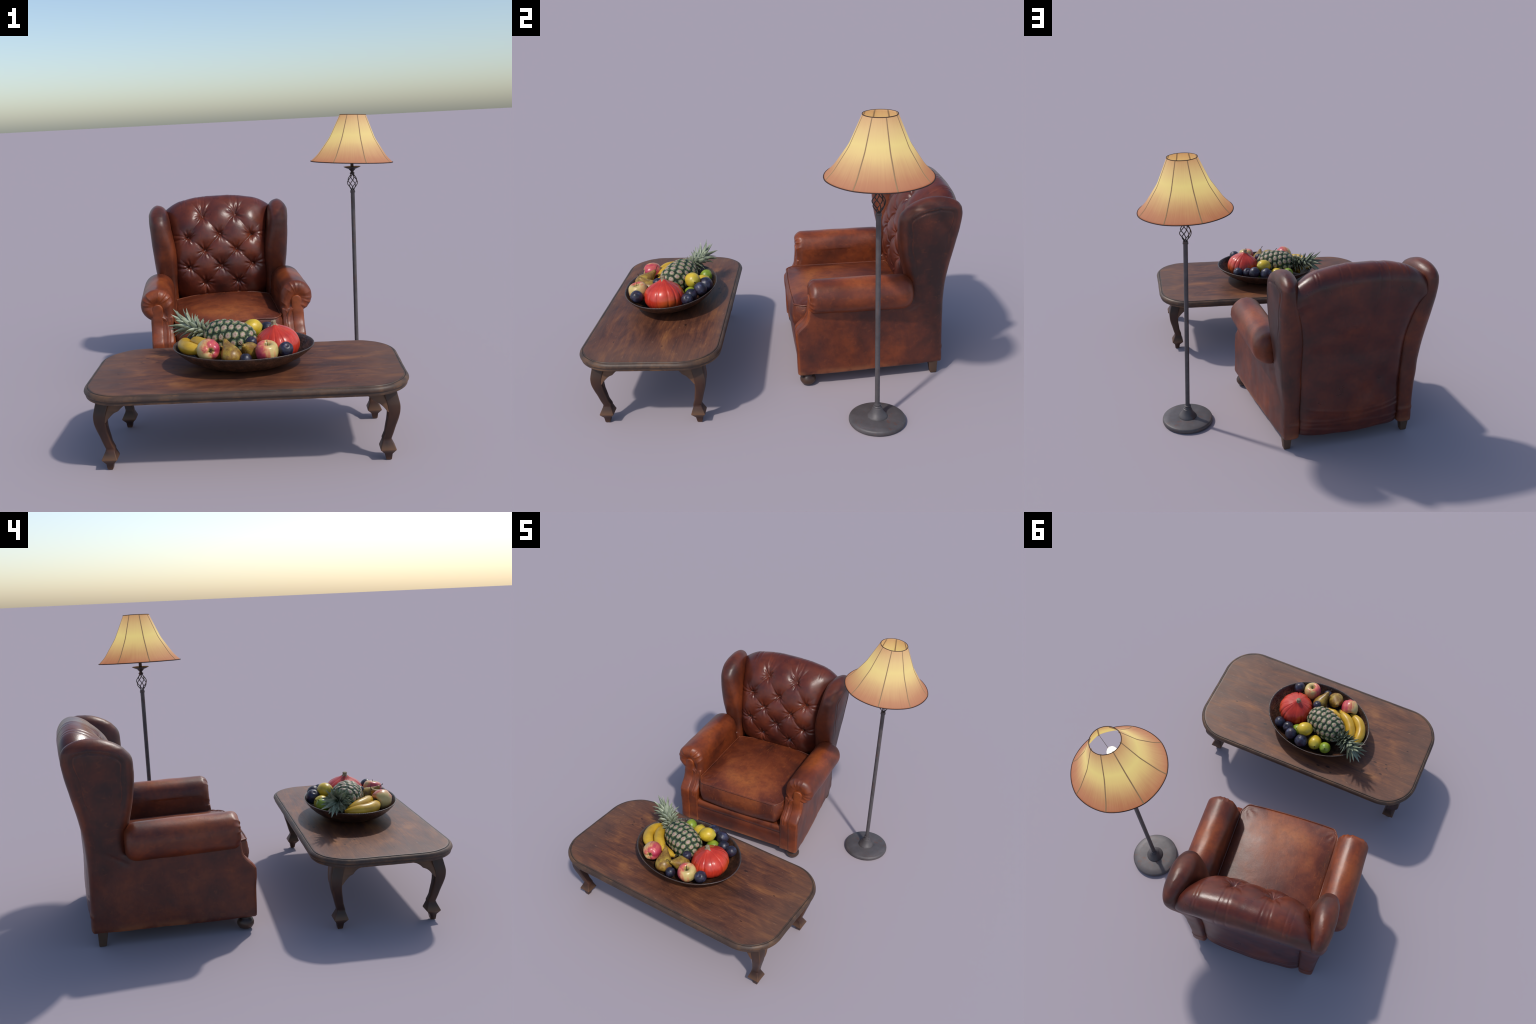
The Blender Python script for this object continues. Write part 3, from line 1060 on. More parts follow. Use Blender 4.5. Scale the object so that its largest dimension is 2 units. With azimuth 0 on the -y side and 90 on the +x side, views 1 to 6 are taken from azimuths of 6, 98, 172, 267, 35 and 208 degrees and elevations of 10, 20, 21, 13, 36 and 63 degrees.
cage_parts = []
for i in range(6):
    tt = np.linspace(0, 1, 36)
    rad = .0065 + .0240 * np.sin(PI * tt) ** 1.35
    ang = i * PI / 3 + 2.6 * tt
    cage_parts.append(tube(np.stack([rad * np.cos(ang), rad * np.sin(ang), 1.080 + .102 * tt], 1), .0024, 8))
cv, cf = join(cage_parts)
obj('twisted_cage', make_mesh('twisted_cage', cv, cf), M_cage, lamp)
cup = [(.004, 1.178), (.012, 1.178), (.0145, 1.182), (.0145, 1.185), (.009, 1.188), (.0085, 1.194), (.013, 1.199), (.018, 1.204), (.020, 1.208), (.034, 1.213), (.0495, 1.2205),
       (.0505, 1.2225), (.048, 1.2225), (.030, 1.2165), (.0095, 1.215), (.0090, 1.30), (.002, 1.30)]
obj('drip_cup', make_mesh('drip_cup', *lathe(cup, 40), True, 40), M_cage, lamp)

SH = [(.2450, 1.2525), (.2105, 1.2870), (.1390, 1.3930), (.0772, 1.5280)]
SZ = np.linspace(1.2525, 1.5280, 44)
SR = [(float(np.mean([np.interp(zz_ + e, [p[1] for p in SH], [p[0] for p in SH]) for e in (-.010, 0, .010)])) if 1.268 < zz_ < 1.516 else float(np.interp(zz_, [p[1] for p in SH], [p[0] for p in SH])), float(zz_)) for zz_ in SZ]
LEAN = np.tan(np.radians([3.1, .8]))      # the shade sits a little crooked on its stem


def shade_point(r, z, a):
    t = (z - 1.2525) / .2755
    seg = (a - math.radians(18.5)) % (PI / 4) / (PI / 4)
    sag = 1 - .034 * np.sin(PI * seg) * (.25 + .75 * np.sin(PI * np.clip(t, 0, 1)))
    dx, dy = r * sag * np.cos(a), r * sag * np.sin(a)
    return np.stack([-.0025 + dx + LEAN[0] * (z - 1.2525), dy + LEAN[1] * (z - 1.2525), z - dx * LEAN[0] - dy * LEAN[1]], 1)


aa = np.linspace(0, 2 * PI, 128, endpoint=False)
rings = [shade_point(r, z, aa) for r, z in SR] + [shade_point(r - .0022, z, aa) for r, z in SR[::-1]]
n = 128
v = np.concatenate(rings)
f = grid_faces(len(rings), n, True) + [((len(rings) - 1) * n + j, (len(rings) - 1) * n + (j + 1) % n, (j + 1) % n, j) for j in range(n)]
obj('lamp_shade', make_mesh('lamp_shade', v, f), M_shade, lamp)
for k in range(8):
    a = math.radians(18.5) + k * PI / 4
    P = np.concatenate([shade_point(r, z, np.array([a])) for r, z in SR])
    P[:, :2] *= (1 - .0027 / np.maximum(np.hypot(P[:, 0], P[:, 1]), .05))[:, None]
    sv, sf = tube(P, .0036, 12)
    obj('shade_rib', make_mesh('shade_rib', sv, sf), M_seam, lamp)
for idx, nm, rad in ((0, 'lower_trim', .0026), (-1, 'upper_trim', .0020)):
    P = shade_point(SR[idx][0], SR[idx][1], aa)
    sv, sf = tube(P, rad, 8, True)
    obj(nm, make_mesh(nm, sv, sf), M_trim, lamp)
bulb = [(.001, 1.295), (.013, 1.297), (.014, 1.340), (.0165, 1.365), (.023, 1.390), (.0265, 1.410), (.0265, 1.422), (.022, 1.437), (.012, 1.446), (.001, 1.448)]
obj('bulb', make_mesh('bulb', *lathe(bulb, 32)), M_bulb, lamp)
# thin spider arms that hold the shade
sp = []
for k in (7, 3):
    a = math.radians(18.5) + k * PI / 4
    e = shade_point(.136, 1.395, np.array([a]))[0]
    sp.append(tube(np.linspace((.012 * math.cos(a), .012 * math.sin(a), 1.375), e, 6), .0011, 6))
obj('spider_arm', make_mesh('spider_arm', *join(sp)), M_cage, lamp)


# ------------------------------------------------------------------ bowl
BC = np.array([-.033, -.582])
bowl = None


def build_bowl():
    n = 96
    t = np.linspace(0, 2 * PI, n, endpoint=False)
    A, B = .335, .253
    outer = [(.30, .0), (.43, 0), (.455, .002), (.53, .0075), (.63, .018), (.73, .032), (.82, .048), (.90, .067), (.96, .085), (.992, .098), (1.0, .1015)]
    inner = [(.998, .1035), (.985, .1035), (.972, .0985), (.935, .083), (.87, .064), (.79, .046), (.70, .031), (.58, .018), (.44, .010), (.25, .0075), (.02, .007)]
    rings = []
    for s, z in outer + inner:
        w = 1 + .004 * hashnoise(t * 4, t * 0 + z * 20, 41)
        rings.append(np.stack([A * s * w * np.cos(t), B * s * w * np.sin(t), np.full(n, z)], 1))
    o = obj('fruit_bowl', make_mesh('fruit_bowl', *loft(rings)), M_bowl, None, (BC[0], BC[1], .3829), (0, 0, math.radians(-.8)))
    o['label'], o['category'] = 'shallow oval dark brown hammered bowl', 'bowl'
    return o


bowl = build_bowl()


# ------------------------------------------------------------------ fruit
def label(o, text, cat):
    o['label'], o['category'] = text, cat
    return o


def aim(axis, roll=0.0):
    """rotation that turns local +Z onto the given world direction"""
    q = Vector(axis).normalized().to_track_quat('Z', 'Y')
    return (q.to_matrix() @ Matrix.Rotation(roll, 3, 'Z')).to_euler()


def revolve(profile, n=48, mod=None):
    P = resample(profile, 56)
    P[:, 0] = np.maximum(P[:, 0], 1e-4)
    t = np.linspace(0, 2 * PI, n, endpoint=False)
    rings = []
    for r, z in P:
        rr = np.full(n, r)
        zz = np.full(n, z)
        if mod:
            rr, zz = mod(rr, zz, t)
        rings.append(np.stack([rr * np.cos(t), rr * np.sin(t), zz], 1))
    return loft(rings)


# -- apples
def apple_mat(name, blush_dir):
    m = Mat(name)
    d = m.dot(blush_dir)
    ang = m.n.new('ShaderNodeMath')
    x, y, z = m.xyz()
    stripes = m.noise(26, 5, .6, .3, vec=m.map(scale=(1.6, 1.6, .25)))
    f = m.math('ADD', m.math('MULTIPLY', d, 8.0), m.math('MULTIPLY', m.math('SUBTRACT', stripes, .5), 1.5))
    f = m.math('ADD', f, m.math('MULTIPLY', m.math('SUBTRACT', m.noise(18, 3), .5), .9))
    c = m.ramp(m.rng(f, -.75, .75), [(0, '#b8a464'), (.30, '#c9ae72'), (.47, '#cf9161'), (.64, '#c05e4e'), (.82, '#b84250'), (1, '#a83049')])
    pole = m.math('ADD', m.math('POWER', x, 2.0), m.math('POWER', y, 2.0))
    hollow = m.rng(pole, .00042, .00006)
    c = m.mix(m.math('MULTIPLY', hollow, .8), c, '#8b8540')
    c = m.mix(m.math('MULTIPLY', m.rng(pole, .00008, .00001), .9), c, '#2b2414')
    sp = m.rng(m.voronoi(170), .16, .06)
    c = m.mix(m.math('MULTIPLY', sp, .25), c, '#e8d9a8')
    return m.out(c, .32, .45, Coat_Weight=.1)


AP = [(.0, .026), (.006, .0275), (.013, .037), (.022, .0435), (.033, .044), (.044, .036), (.0505, .019), (.052, .002), (.049, -.016), (.042, -.031), (.031, -.042),
      (.019, -.0455), (.011, -.043), (.005, -.037), (.0, -.0355)]


def apple(center, axis, scale, blush, roll=0.0):
    def mod(r, z, t):
        lob = 1 + .018 * np.cos(5 * t) * (z < 0) + .012 * np.cos(2 * t + 1)
        return r * lob, z - .0018 * np.cos(5 * t) * (z < -.03)
    rot = aim(axis, roll)
    inv = rot.to_matrix().inverted()
    b = inv @ Vector(blush).normalized()
    v, f = revolve(AP, 48, mod)
    o = obj('apple', make_mesh('apple', v * scale, f), apple_mat('apple_skin', tuple(b)), None, center, rot)
    label(o, 'round yellow apple with a pink blush', 'apple')
    sv, sf = tube(resample([(0, 0, .024 * scale), (.001, 0, .034 * scale), (.004, .002, .046 * scale), (.007, .003, .054 * scale)], 10), [.0016] * 8 + [.0019, .0022], 8)
    obj('stalk', make_mesh('stalk', sv, sf), M_stalk, o)
    cv, cf = lathe([(.0005, -.036 * scale), (.004, -.039 * scale), (.0055, -.043 * scale), (.003, -.041 * scale), (.0005, -.038 * scale)], 10)
    obj('calyx', make_mesh('calyx', cv, cf), M_stalk, o)
    return o


m_ = Mat('brown_stalk')
M_stalk = m_.out(m_.ramp(m_.noise(90, 3), [(.3, '#2a1d12'), (.7, '#5a4326')]), .7, .3)

apple((-.176, -.734, .505), (-.40, .87, -.16), 1.0, (1, -.1, .45), .3)
apple((.091, -.738, .491), (.10, -.17, .97), 1.02, (-1, -.35, -.25), 1.0)


# -- plums
def plum_mat():
    m = Mat('plum_skin')
    r = m.rand()
    k = m.n.new('ShaderNodeVectorMath')
    k.operation = 'ADD'
    m.link(m.obj, k.inputs[0])
    cmb = m.n.new('ShaderNodeCombineXYZ')
    m.link(m.math('MULTIPLY', r, 9.0), cmb.inputs[0])
    m.link(cmb.outputs[0], k.inputs[1])
    n1 = m.noise(38, 5, .6, .4, vec=k.outputs[0])
    n2 = m.noise(22, 4, .6, .6, vec=k.outputs[0])
    c = m.ramp(n1, [(.3, '#18161f'), (.5, '#232231'), (.66, '#383b55'), (.85, '#5e6580')])
    c = m.mix(m.math('MULTIPLY', m.rng(n2, .48, .66), .6), c, '#331b2a')
    sp = m.rng(m.voronoi(230, vec=k.outputs[0]), .14, .05)
    c = m.mix(m.math('MULTIPLY', sp, .25), c, '#8a86a8')
    rr = m.math('ADD', .24, m.math('MULTIPLY', n1, .3))
    return m.out(c, rr, .5)


M_plum = plum_mat()


def plum_mesh():
    prof = [(.0, .0305), (.003, .0303), (.008, .0318), (.016, .0305), (.026, .0225), (.0322, .008), (.0325, -.006), (.028, -.020), (.018, -.0305), (.008, -.0345), (.0, -.035)]

    def mod(r, z, t):
        d = np.angle(np.exp(1j * t))
        return r * (1 - .05 * np.exp(-(d / .16) ** 2)) * (1 + .02 * np.cos(2 * t)), z
    return revolve(prof, 48, mod)


pv, pf = plum_mesh()
plum_me = make_mesh('plum', pv, pf)
plum_me.materials.append(M_plum)
for (c, r, ax, roll) in (((.176, -.722, .497), .034, (.2, -.6, .7), .7), ((.012, -.648, .511), .027, (.1, -.4, .9), 2.1), ((-.002, -.776, .470), .0278, (0, .3, .9), 1.0),
                         ((.172, -.444, .486), .0315, (.7, .2, .6), 0.3), ((.110, -.437, .483), .0335, (.1, .6, .8), 4.0), ((.066, -.393, .501), .0355, (.5, .6, -.7), 2.6),
                         ((-.012, -.380, .496), .039, (-.6, -.1, .8), 1.4)):
    k = r / .0325
    o = obj('plum', plum_me, None, None, c, aim(ax, roll), (k, k, k * .98))
    label(o, 'small dark purple plum with pale bloom', 'plum')
sv, sf = tube(resample([(0, 0, .028), (.001, 0, .036), (.003, .001, .045)], 6), .0012, 6)
plum_stem = make_mesh('plum_stalk', sv, sf)
plum_stem.materials.append(M_stalk)
for o in [o for o in bpy.data.objects if o.name.startswith('plum')][2:3]:
    obj('stalk', plum_stem, None, o)


# -- citrus
def citrus_mat(name, a, b, c_, tip):
    m = Mat(name)
    n = m.noise(20, 4, .6)
    c = m.ramp(n, [(.3, a), (.55, b), (.78, c_)])
    z = m.xyz()[2]
    c = m.mix(m.math('MULTIPLY', m.rng(m.math('ABSOLUTE', z), .028, .046), .5), c, tip)
    m.bump(m.voronoi(260), .25, .0015)
    return m.out(c, .34, .5)


M_lemon = citrus_mat('lemon_peel', '#b0952a', '#cbab2c', '#dcbf3a', '#9a9a3a')
M_lime = citrus_mat('lime_peel', '#5f7a1c', '#84982a', '#b3b646', '#6f8030')


def citrus(name, nipple):
    L = .0495 if name == 'lemon' else .041
    R = .0435 if name == 'lemon' else .0375
    prof = []
    for a in np.linspace(0, PI, 19):
        prof.append((R * math.sin(a) ** .92, L * math.cos(a)))
    prof = [(r, z + nipple * math.exp(-(r / .011) ** 2) * (1 if z > 0 else -1) * (1.0 if z > 0 else .55)) for r, z in prof]
    prof[-1] = (0, prof[-1][1] + .002)

    def mod(r, z, t):
        return r * (1 + .012 * np.cos(3 * t + z * 40)), z
    return make_mesh(name, *revolve(prof, 44, mod))


lemon_me, lime_me = citrus('lemon', .006), citrus('lime', .003)
lemon_me.materials.append(M_lemon)
lime_me.materials.append(M_lime)
nav = make_mesh('stem_button', *lathe([(.0005, .001), (.003, .0015), (.0042, .0005), (.0045, -.001)], 12))
nav.materials.append(M_stalk)
for me, nm, c, ax, k, txt in ((lemon_me, 'lemon', (-.002, -.450, .525), (.86, .42, .10), .98, 'ripe yellow lemon with a pitted peel'),
                              (lemon_me, 'lemon', (-.087, -.421, .474), (-.25, .55, .35), 1.0, 'ripe yellow lemon with a pitted peel'),
                              (lime_me, 'lime', (-.163, -.411, .485), (-.2, .55, .75), .93, 'small bright green lime'),
                              (lime_me, 'lime', (.044, -.455, .463), (.7, -.1, .3), 1.0, 'small bright green lime')):
    o = obj(nm, me, None, None, c, aim(ax), (k, k, k))
    label(o, txt, nm)
    zt = max(v.co.z for v in me.vertices)
    b = obj('stem_button', nav, None, o, (0, 0, zt - .0005))


# -- pears
def pear_mat():
    m = Mat('pear_skin')
    n = m.noise(28, 6, .65, .3)
    n2 = m.noise(75, 4, .6)
    c = m.ramp(n, [(.32, '#6b4a22'), (.47, '#876529'), (.6, '#a08433'), (.78, '#b59a45')])
    c = m.mix(m.math('MULTIPLY', m.rng(n2, .52, .62), .45), c, '#5e4420')
    c = m.mix(m.math('MULTIPLY', m.rng(m.voronoi(190), .2, .08), .5), c, '#b9a65c')
    z = m.xyz()[2]
    c = m.mix(m.math('MULTIPLY', m.rng(z, -.01, -.045), .25), c, '#7c3c22')
    m.bump(n2, .1, .001)
    return m.out(c, .36, .45)


M_pear = pear_mat()
PR = [(0, .092), (.006, .092), (.0105, .087), (.0135, .078), (.018, .066), (.025, .052), (.035, .034), (.044, .014), (.0485, -.006), (.046, -.024), (.037, -.039), (.022, -.0475), (.009, -.047), (.004, -.043), (0, -.042)]


def pear(center, axis, k, roll):
    def mod(r, z, t):
        return r * (1 + .02 * np.cos(2 * t) + .012 * np.cos(3 * t + 1)), z
    v, f = revolve(PR, 44, mod)
    v[:, 0] += .006 * sstep(.03, .09, v[:, 2])
    o = obj('pear', make_mesh('pear', v * k, f), M_pear, None, center, aim(axis, roll))
    label(o, 'olive brown speckled pear', 'pear')
    sv, sf = tube(resample([(.006 * k, 0, .090 * k), (.009 * k, .001, .098 * k), (.016 * k, .003, .110 * k), (.019 * k, .002, .118 * k)], 10), [.0022] * 3 + [.0018] * 5 + [.0024, .0028], 8)
    obj('stalk', make_mesh('stalk', sv, sf), M_stalk, o)
    return o


pear((-.070, -.752, .482), (-.36, .72, .60), 1.0, .8)
pear((.010, -.694, .482), (-.17, -.62, .42), .92, 2.4)


# -- bananas
def banana_mat():
    m = Mat('banana_skin')
    n = m.noise(14, 5, .6)
    c = m.ramp(n, [(.3, '#a9801f'), (.55, '#c39a2b'), (.8, '#d2ad3d')])
    s = m.rng(m.noise(30, 3, .55, .4, vec=m.map(scale=(.8, .8, 3))), .65, .72)
    c = m.mix(m.math('MULTIPLY', s, .45), c, '#6b4a1c')
    return m.out(c, .36, .45)


M_banana = banana_mat()
m_ = Mat('banana_tip')
M_tip = m_.out('#4a3a1e', .7, .3)


def banana(path, rad):
    P = resample(path, 48)
    t = np.linspace(0, 1, 48)
    r = rad * smooth_interp(t, [(0, .30), (.05, .36), (.12, .66), (.25, .94), (.5, 1.02), (.75, .95), (.9, .62), (.97, .38), (1, .26)])
    c = P.mean(0)
    Q = P - c
    v, f = tube(Q, r, 30)
    # five soft ridges
    v = v.reshape(48, 30, 3)
    a = np.linspace(0, 2 * PI, 30, endpoint=False)
    ridge = 1 + .035 * np.abs(np.cos(2.5 * a)) - .02
    v = Q[:, None, :] + (v - Q[:, None, :]) * ridge[None, :, None]
    o = obj('banana', make_mesh('banana', v.reshape(-1, 3), f), M_banana, None, tuple(c))
    label(o, 'curved ripe yellow banana', 'banana')
    d0 = Q[0] - Q[2]
    d0 /= np.linalg.norm(d0)
    sv, sf = tube([Q[0] - d0 * .002, Q[0] + d0 * .006], [rad * .31, rad * .26], 12)
    obj('banana_tip', make_mesh('banana_tip', sv, sf), M_tip, o)
    return o


banana([(-.128, -.690, .497), (-.150, -.677, .499), (-.210, -.640, .501), (-.250, -.594, .497), (-.272, -.553, .487), (-.280, -.51, .476)], .030)
banana([(-.198, -.700, .488), (-.222, -.694, .492), (-.272, -.668, .492), (-.308, -.620, .489), (-.318, -.560, .487), (-.305, -.505, .482)], .030)
banana([(-.055, -.672, .486), (-.085, -.671, .480), (-.150, -.660, .466), (-.215, -.625, .452), (-.250, -.57, .446), (-.262, -.52, .446)], .029)


# -- pumpkin
def pumpkin_mat():
    m = Mat('pumpkin_skin')
    x, y, z = m.xyz()
    n = m.noise(16, 5, .6, .3)
    ang = m.math('ARCTAN2', y, x)
    k = m.n.new('ShaderNodeCombineXYZ')
    m.link(m.math('MULTIPLY', ang, 3.0), k.inputs[0])
    m.link(m.math('MULTIPLY', z, 2.0), k.inputs[1])
    streak = m.noise(6, 5, .65, .2, vec=k.outputs[0])
    f = m.math('ADD', m.math('MULTIPLY', n, .5), m.math('MULTIPLY', streak, .5))
    c = m.ramp(f, [(.3, '#8c2116'), (.47, '#b5301f'), (.60, '#c63d27'), (.76, '#dc6c44')])
    c = m.mix(m.math('MULTIPLY', m.rng(m.dist((-.02, .09, -.04), (1, 1, 1)), .09, .02), .55), c, '#b9601f')
    c = m.mix(m.math('MULTIPLY', m.rng(m.point(), .49, .45), .5), c, '#7c211a')
    return m.out(c, .30, .5, Coat_Weight=.15)


def pumpkin():
    prof = [(0, -.068), (.025, -.074), (.050, -.070), (.082, -.054), (.1035, -.028), (.1090, -.002), (.103, .026), (.088, .050), (.066, .067), (.045, .078), (.030, .0855), (.020, .0925), (.013, .0975), (0, .098)]
    N = 13
    cell = [rng.uniform(-.25, .25) for _ in range(N)]

    def mod(r, z, t):
        q = t * N / (2 * PI) + .18 * np.sin(3 * t) + .12 * np.sin(5 * t + 1)
        g = np.abs(np.cos(PI * q))                       # 0 in grooves
        w = sstep(.097, .07, z) * .75 + .25
        deep = .6 + .5 * np.sin(t * 2.0 + 1.0) * np.sin(t * 5 + .4)
        ph = 1 - (.055 * deep * np.exp(-(g / .25) ** 2)) * w + .016 * (g - .5)
        return r * ph * (1 + .018 * np.cos(2 * t + .6)), z + .002 * np.cos(3 * t)
    v, f = revolve(prof, 160, mod)
    o = obj('pumpkin', make_mesh('pumpkin', v, f), pumpkin_mat(), None, (.127, -.581, .480), aim((-.12, -.03, 1)))
    label(o, 'ribbed glossy red orange pumpkin', 'pumpkin')
    m = Mat('pumpkin_stalk')
    ms = m.out(m.ramp(m.noise(60, 4), [(.3, '#6a5c48'), (.7, '#a8987c')]), .8, .2)
    rings = []
    for i, (r, z) in enumerate([(.021, .088), (.0165, .094), (.0125, .099), (.0110, .105), (.0115, .1105), (.0125, .114), (.0105, .117), (.004, .1178)]):
        t = np.linspace(0, 2 * PI, 20, endpoint=False)
        rr = r * (1 + .10 * np.cos(5 * t + i * .15))
        rings.append(np.stack([rr * np.cos(t), rr * np.sin(t), np.full(20, z)], 1))
    obj('stalk', make_mesh('stalk', *loft(rings)), ms, o)


pumpkin()


# -- pineapple
PC = Vector((-.098, -.554, .505))
PD = Vector((-.250, .082, .030)).normalized()
pine_rot = PD.to_track_quat('Z', 'Y').to_euler()


def pineapple():
    H, R = .130, .0835
    m = Mat('pineapple_grooves')
    mg = m.out(m.ramp(m.noise(50, 4), [(.3, '#141f18'), (.7, '#2c3a22')]), .6, .3)

    def rad(t):
        return R * (1 - abs(t) ** 2.9) ** .5 * (1 + .03 * t * -1)
    ts = np.sin(np.linspace(-PI / 2, PI / 2, 60)) * .999
    v, f = lathe([(max(rad(t), .001), H * t) for t in ts], 64)
    o = obj('pineapple', make_mesh('pineapple', v, f), mg, None, PC, pine_rot)
    label(o, 'whole pineapple with green crown lying tilted', 'pineapple')

    # one fruitlet: a low hexagonal boss with a puckered centre and a small bract point
    m = Mat('pineapple_eye')
    x, y, z = m.xyz()
    ox = m.math('MULTIPLY', x, 43.0)
    oy = m.math('MULTIPLY', y, 54.0)
    r2 = m.math('SQRT', m.math('ADD', m.math('POWER', m.math('ABSOLUTE', ox), 2.0), m.math('POWER', m.math('ABSOLUTE', oy), 2.0)))
    rd = m.rand()
    cmb = m.n.new('ShaderNodeCombineXYZ')
    m.link(m.math('MULTIPLY', rd, 7.0), cmb.inputs[2])
    add = m.n.new('ShaderNodeVectorMath')
    m.link(m.obj, add.inputs[0])
    m.link(cmb.outputs[0], add.inputs[1])
    nz = m.noise(150, 4, .6, .4, vec=add.outputs[0])
    rr = m.math('ADD', r2, m.math('MULTIPLY', m.math('SUBTRACT', nz, .5), 1.15))
    c = m.ramp(rr, [(.0, '#6f5645'), (.12, '#8f7667'), (.30, '#a58d80'), (.46, '#a08b7a'), (.64, '#7b7d52'), (.78, '#41563a'), (.90, '#24372b'), (1, '#172219')])
    c = m.mix(m.math('MULTIPLY', m.rng(nz, .6, .7), .3), c, '#99a050')
    me_mat = m.out(c, .45, .4)
    nr, na = 9, 24
    V = [(0, 0, .0075)]
    for i in range(1, nr + 1):
        q = i / nr
        for j in range(na):
            a = 2 * PI * j / na
            hexr = 1 / max(abs(math.cos((a + PI / 6) % (PI / 3) - PI / 6)), .5) * .93
            z = .0085 * (1 - q ** 3) - .0025 * math.exp(-(q / .18) ** 2) - .003 * q
            z += .0012 * math.cos(6 * a) * q * (1 - q)
            V.append((.0255 * q * hexr * math.cos(a), .0200 * q * hexr * math.sin(a), z))
    F = [(0, 1 + j, 1 + (j + 1) % na) for j in range(na)]
    for i in range(nr - 1):
        F += [(1 + i * na + j, 1 + i * na + (j + 1) % na, 1 + (i + 1) * na + (j + 1) % na, 1 + (i + 1) * na + j) for j in range(na)]
    eye = make_mesh('fruitlet', V, F)
    eye.materials.append(me_mat)
    sv, sf = loft([np.array([(w * math.cos(a), .001 + k + w * .5 * math.sin(a), z) for a in np.linspace(0, 2 * PI, 8, endpoint=False)]) for w, k, z in ((.0055, 0, .0035), (.004, .003, .0085), (.0018, .0075, .0105), (.0003, .0115, .0105))])
    rows, per = 10, 12
    # rows evenly spaced along the skin from pole to pole
    tt = np.linspace(-.9995, .9995, 4000)
    rr0 = np.array([rad(q) for q in tt])
    arc = np.r_[0, np.cumsum(np.hypot(np.diff(rr0), np.diff(tt) * H))]
    stations = np.interp(np.linspace(.020, arc[-1] - .026, rows), arc, tt)
    for i in range(rows):
        t = float(stations[i])
        rr_ = rad(t)
        # slope of the profile for tilting the boss
        e = .01
        e = min(.01, (1 - abs(t)) * .5)
        slope = math.atan2((rad(t - e) - rad(t + e)), 2 * e * H)
        cnt = per if rr_ > .070 else max(4, round(2 * PI * rr_ / .043))
        sc_x = (2 * PI * rr_ / cnt) / .0425
        for j in range(cnt):
            a = 2 * PI * (j + .5 * (i % 2) + .04 * rng.uniform(-1, 1)) / cnt + .12 * i
            ca, sa = math.cos(a), math.sin(a)
            nrm = Vector((ca * math.cos(slope), sa * math.cos(slope), math.sin(slope)))
            tx = Vector((-sa, ca, 0))
            ty = nrm.cross(tx)
            M = Matrix((tx, ty, nrm)).transposed().to_4x4()
            M.translation = Vector((rr_ * ca, rr_ * sa, H * t)) - nrm * .0015
            k = rng.uniform(.94, 1.04)
            b = obj('fruitlet', eye, None, o)
            b.matrix_local = M @ Matrix.Diagonal((sc_x * k, k, k, 1))

    # crown
    m = Mat('pineapple_leaf')
    yy = m.xyz()[1]
    n = m.noise(40, 4, .6, 0, vec=m.map(scale=(3, .4, 1)))
    c = m.ramp(n, [(.3, '#616b50'), (.50, '#979f86'), (.72, '#ced2bf')])
    c = m.mix(m.rng(yy, .035, .0), c, '#4a5138')
    c = m.mix(m.math('MULTIPLY', m.rng(m.rand(), .55, 1.0), .55), c, '#3c4c3a')
    lm = m.out(c, .45, .45)

    def leaf(L, W, curl):
        nu, nv = 7, 14
        top, bot = [], []
        for i in range(nv):
            t = i / (nv - 1)
            w = W * (1 - t ** 2.2) * (.8 + .4 * min(t * 4, 1)) * .84 + .0004
            yy_ = L * (math.sin(curl * t) / curl)
            zz_ = L * (1 - math.cos(curl * t)) / curl
            th = .0013 * (1 - .7 * t)
            for j in range(nu):
                s = 2 * j / (nu - 1) - 1
                ch = .40 * w * s * s
                top.append((w * s, yy_, -zz_ + ch + th * (1 - s * s)))
                bot.append((w * s, yy_, -zz_ + ch - th * (1 - s * s) - .0002))
        f = grid_faces(nv, nu) + [tuple(q[::-1]) for q in grid_faces(nv, nu, off=nv * nu)]
        B = nv * nu
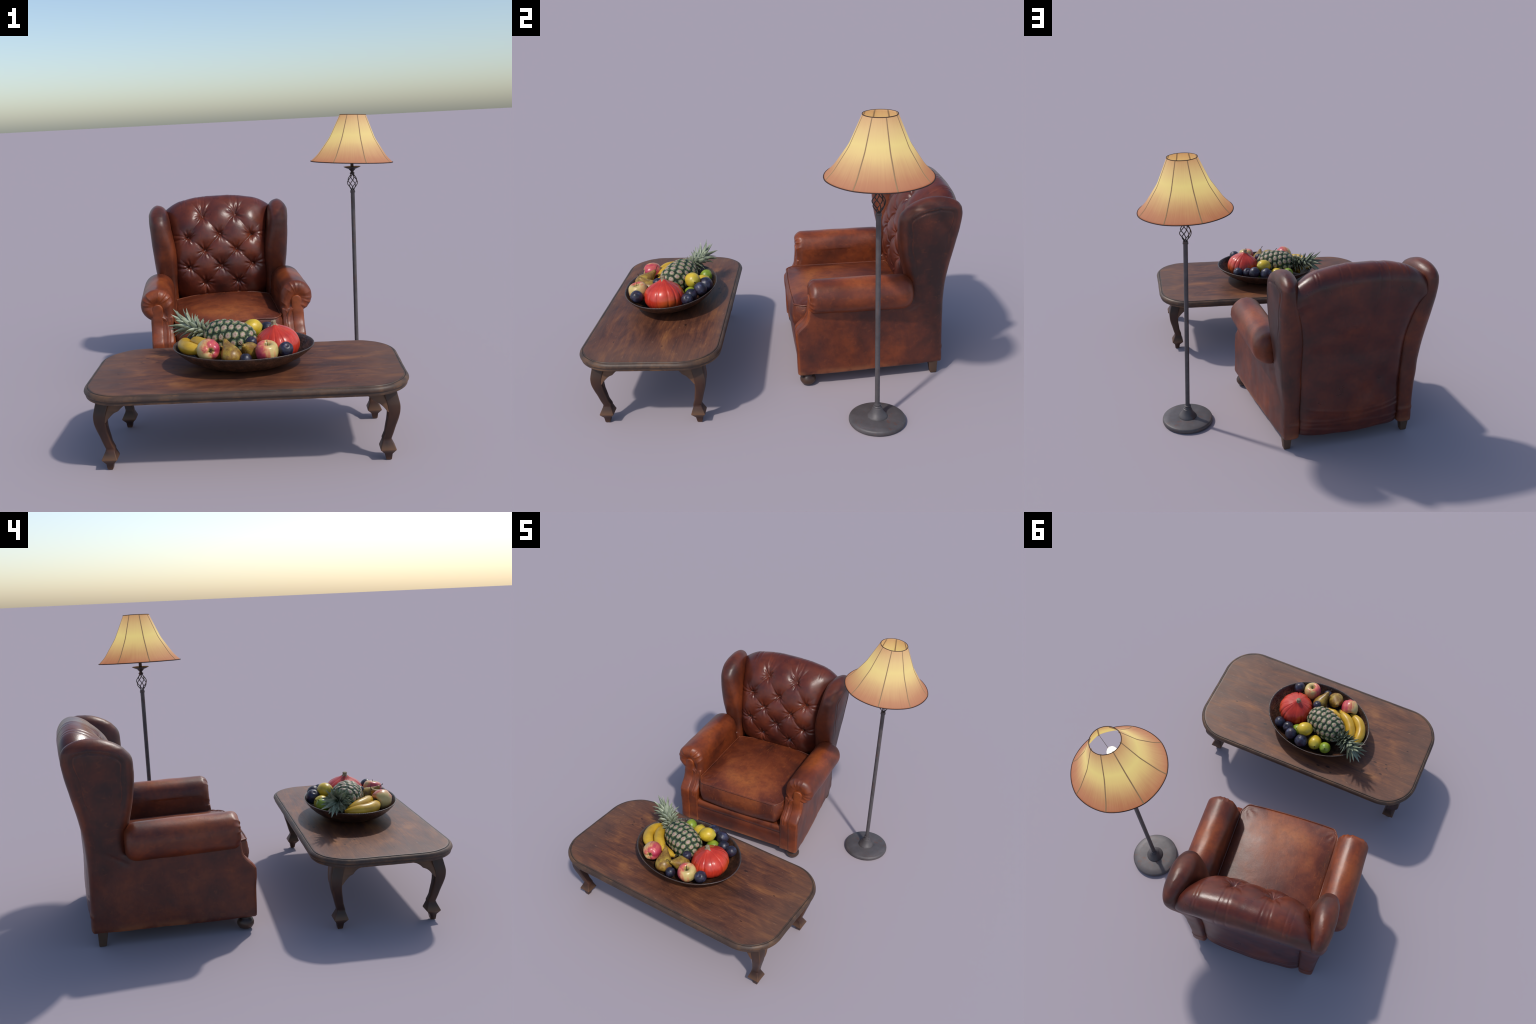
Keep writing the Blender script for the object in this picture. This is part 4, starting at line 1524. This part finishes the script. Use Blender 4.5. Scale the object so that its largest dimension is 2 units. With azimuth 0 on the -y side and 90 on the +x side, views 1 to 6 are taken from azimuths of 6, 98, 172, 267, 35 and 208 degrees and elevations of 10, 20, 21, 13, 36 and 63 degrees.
        for i in range(nv - 1):
            f.append((i * nu, (i + 1) * nu, B + (i + 1) * nu, B + i * nu))
            f.append((i * nu + nu - 1, B + i * nu + nu - 1, B + (i + 1) * nu + nu - 1, (i + 1) * nu + nu - 1))
        f.append(tuple(range(nu)) + tuple(B + j for j in range(nu - 1, -1, -1)))
        f.append(tuple((nv - 1) * nu + j for j in range(nu)) + tuple(B + (nv - 1) * nu + j for j in range(nu - 1, -1, -1)))
        me = make_mesh('leaf', top + bot, f, True, 60)
        me.materials.append(lm)
        return me
    leaves = [leaf(.038, .0105, .9), leaf(.060, .0140, .7), leaf(.100, .0145, .5), leaf(.126, .0140, .35)]
    neck = Vector((-.212, -.516, .522))
    cd = Vector((-.172, .095, .045)).normalized()
    q = cd.to_track_quat('Z', 'Y').to_matrix().to_4x4()
    inv = (Matrix.Translation(PC) @ pine_rot.to_matrix().to_4x4()).inverted()
    # short woody axis under the leaves
    sv, sf = lathe([(.03, -.02), (.027, 0), (.020, .03), (.014, .07), (.008, .10), (.001, .105)], 20)
    st = obj('crown_core', make_mesh('crown_core', sv, sf), lm, o)
    st.matrix_local = inv @ Matrix.Translation(neck) @ q
    tot = 76
    for i in range(tot):
        u = i / (tot - 1)
        a = i * 2.39996 + rng.uniform(-.15, .15)
        h = -.004 + .105 * u ** .95
        r0 = .025 * (1 - u) + .005
        # splay: outer leaves stand away from the axis, inner ones run along it
        sp = math.radians(54 - 36 * u + rng.uniform(-8, 8))
        kind = 0 if u < .40 else 1 if u < .66 else 2 if u < .86 else 3
        dirn = Vector((math.cos(a) * math.sin(sp), math.sin(a) * math.sin(sp), math.cos(sp)))
        side = Vector((-math.sin(a), math.cos(a), 0))
        up = side.cross(dirn)
        if up.z < 0:
            up, side = -up, -side
        M = Matrix((dirn.cross(up), dirn, up)).transposed().to_4x4()
        M.translation = Vector((r0 * math.cos(a), r0 * math.sin(a), h))
        k = rng.uniform(.85, 1.12)
        b = obj('leaf', leaves[kind], None, o)
        b.matrix_local = inv @ Matrix.Translation(neck) @ q @ M @ Matrix.Scale(k, 4)


pineapple()
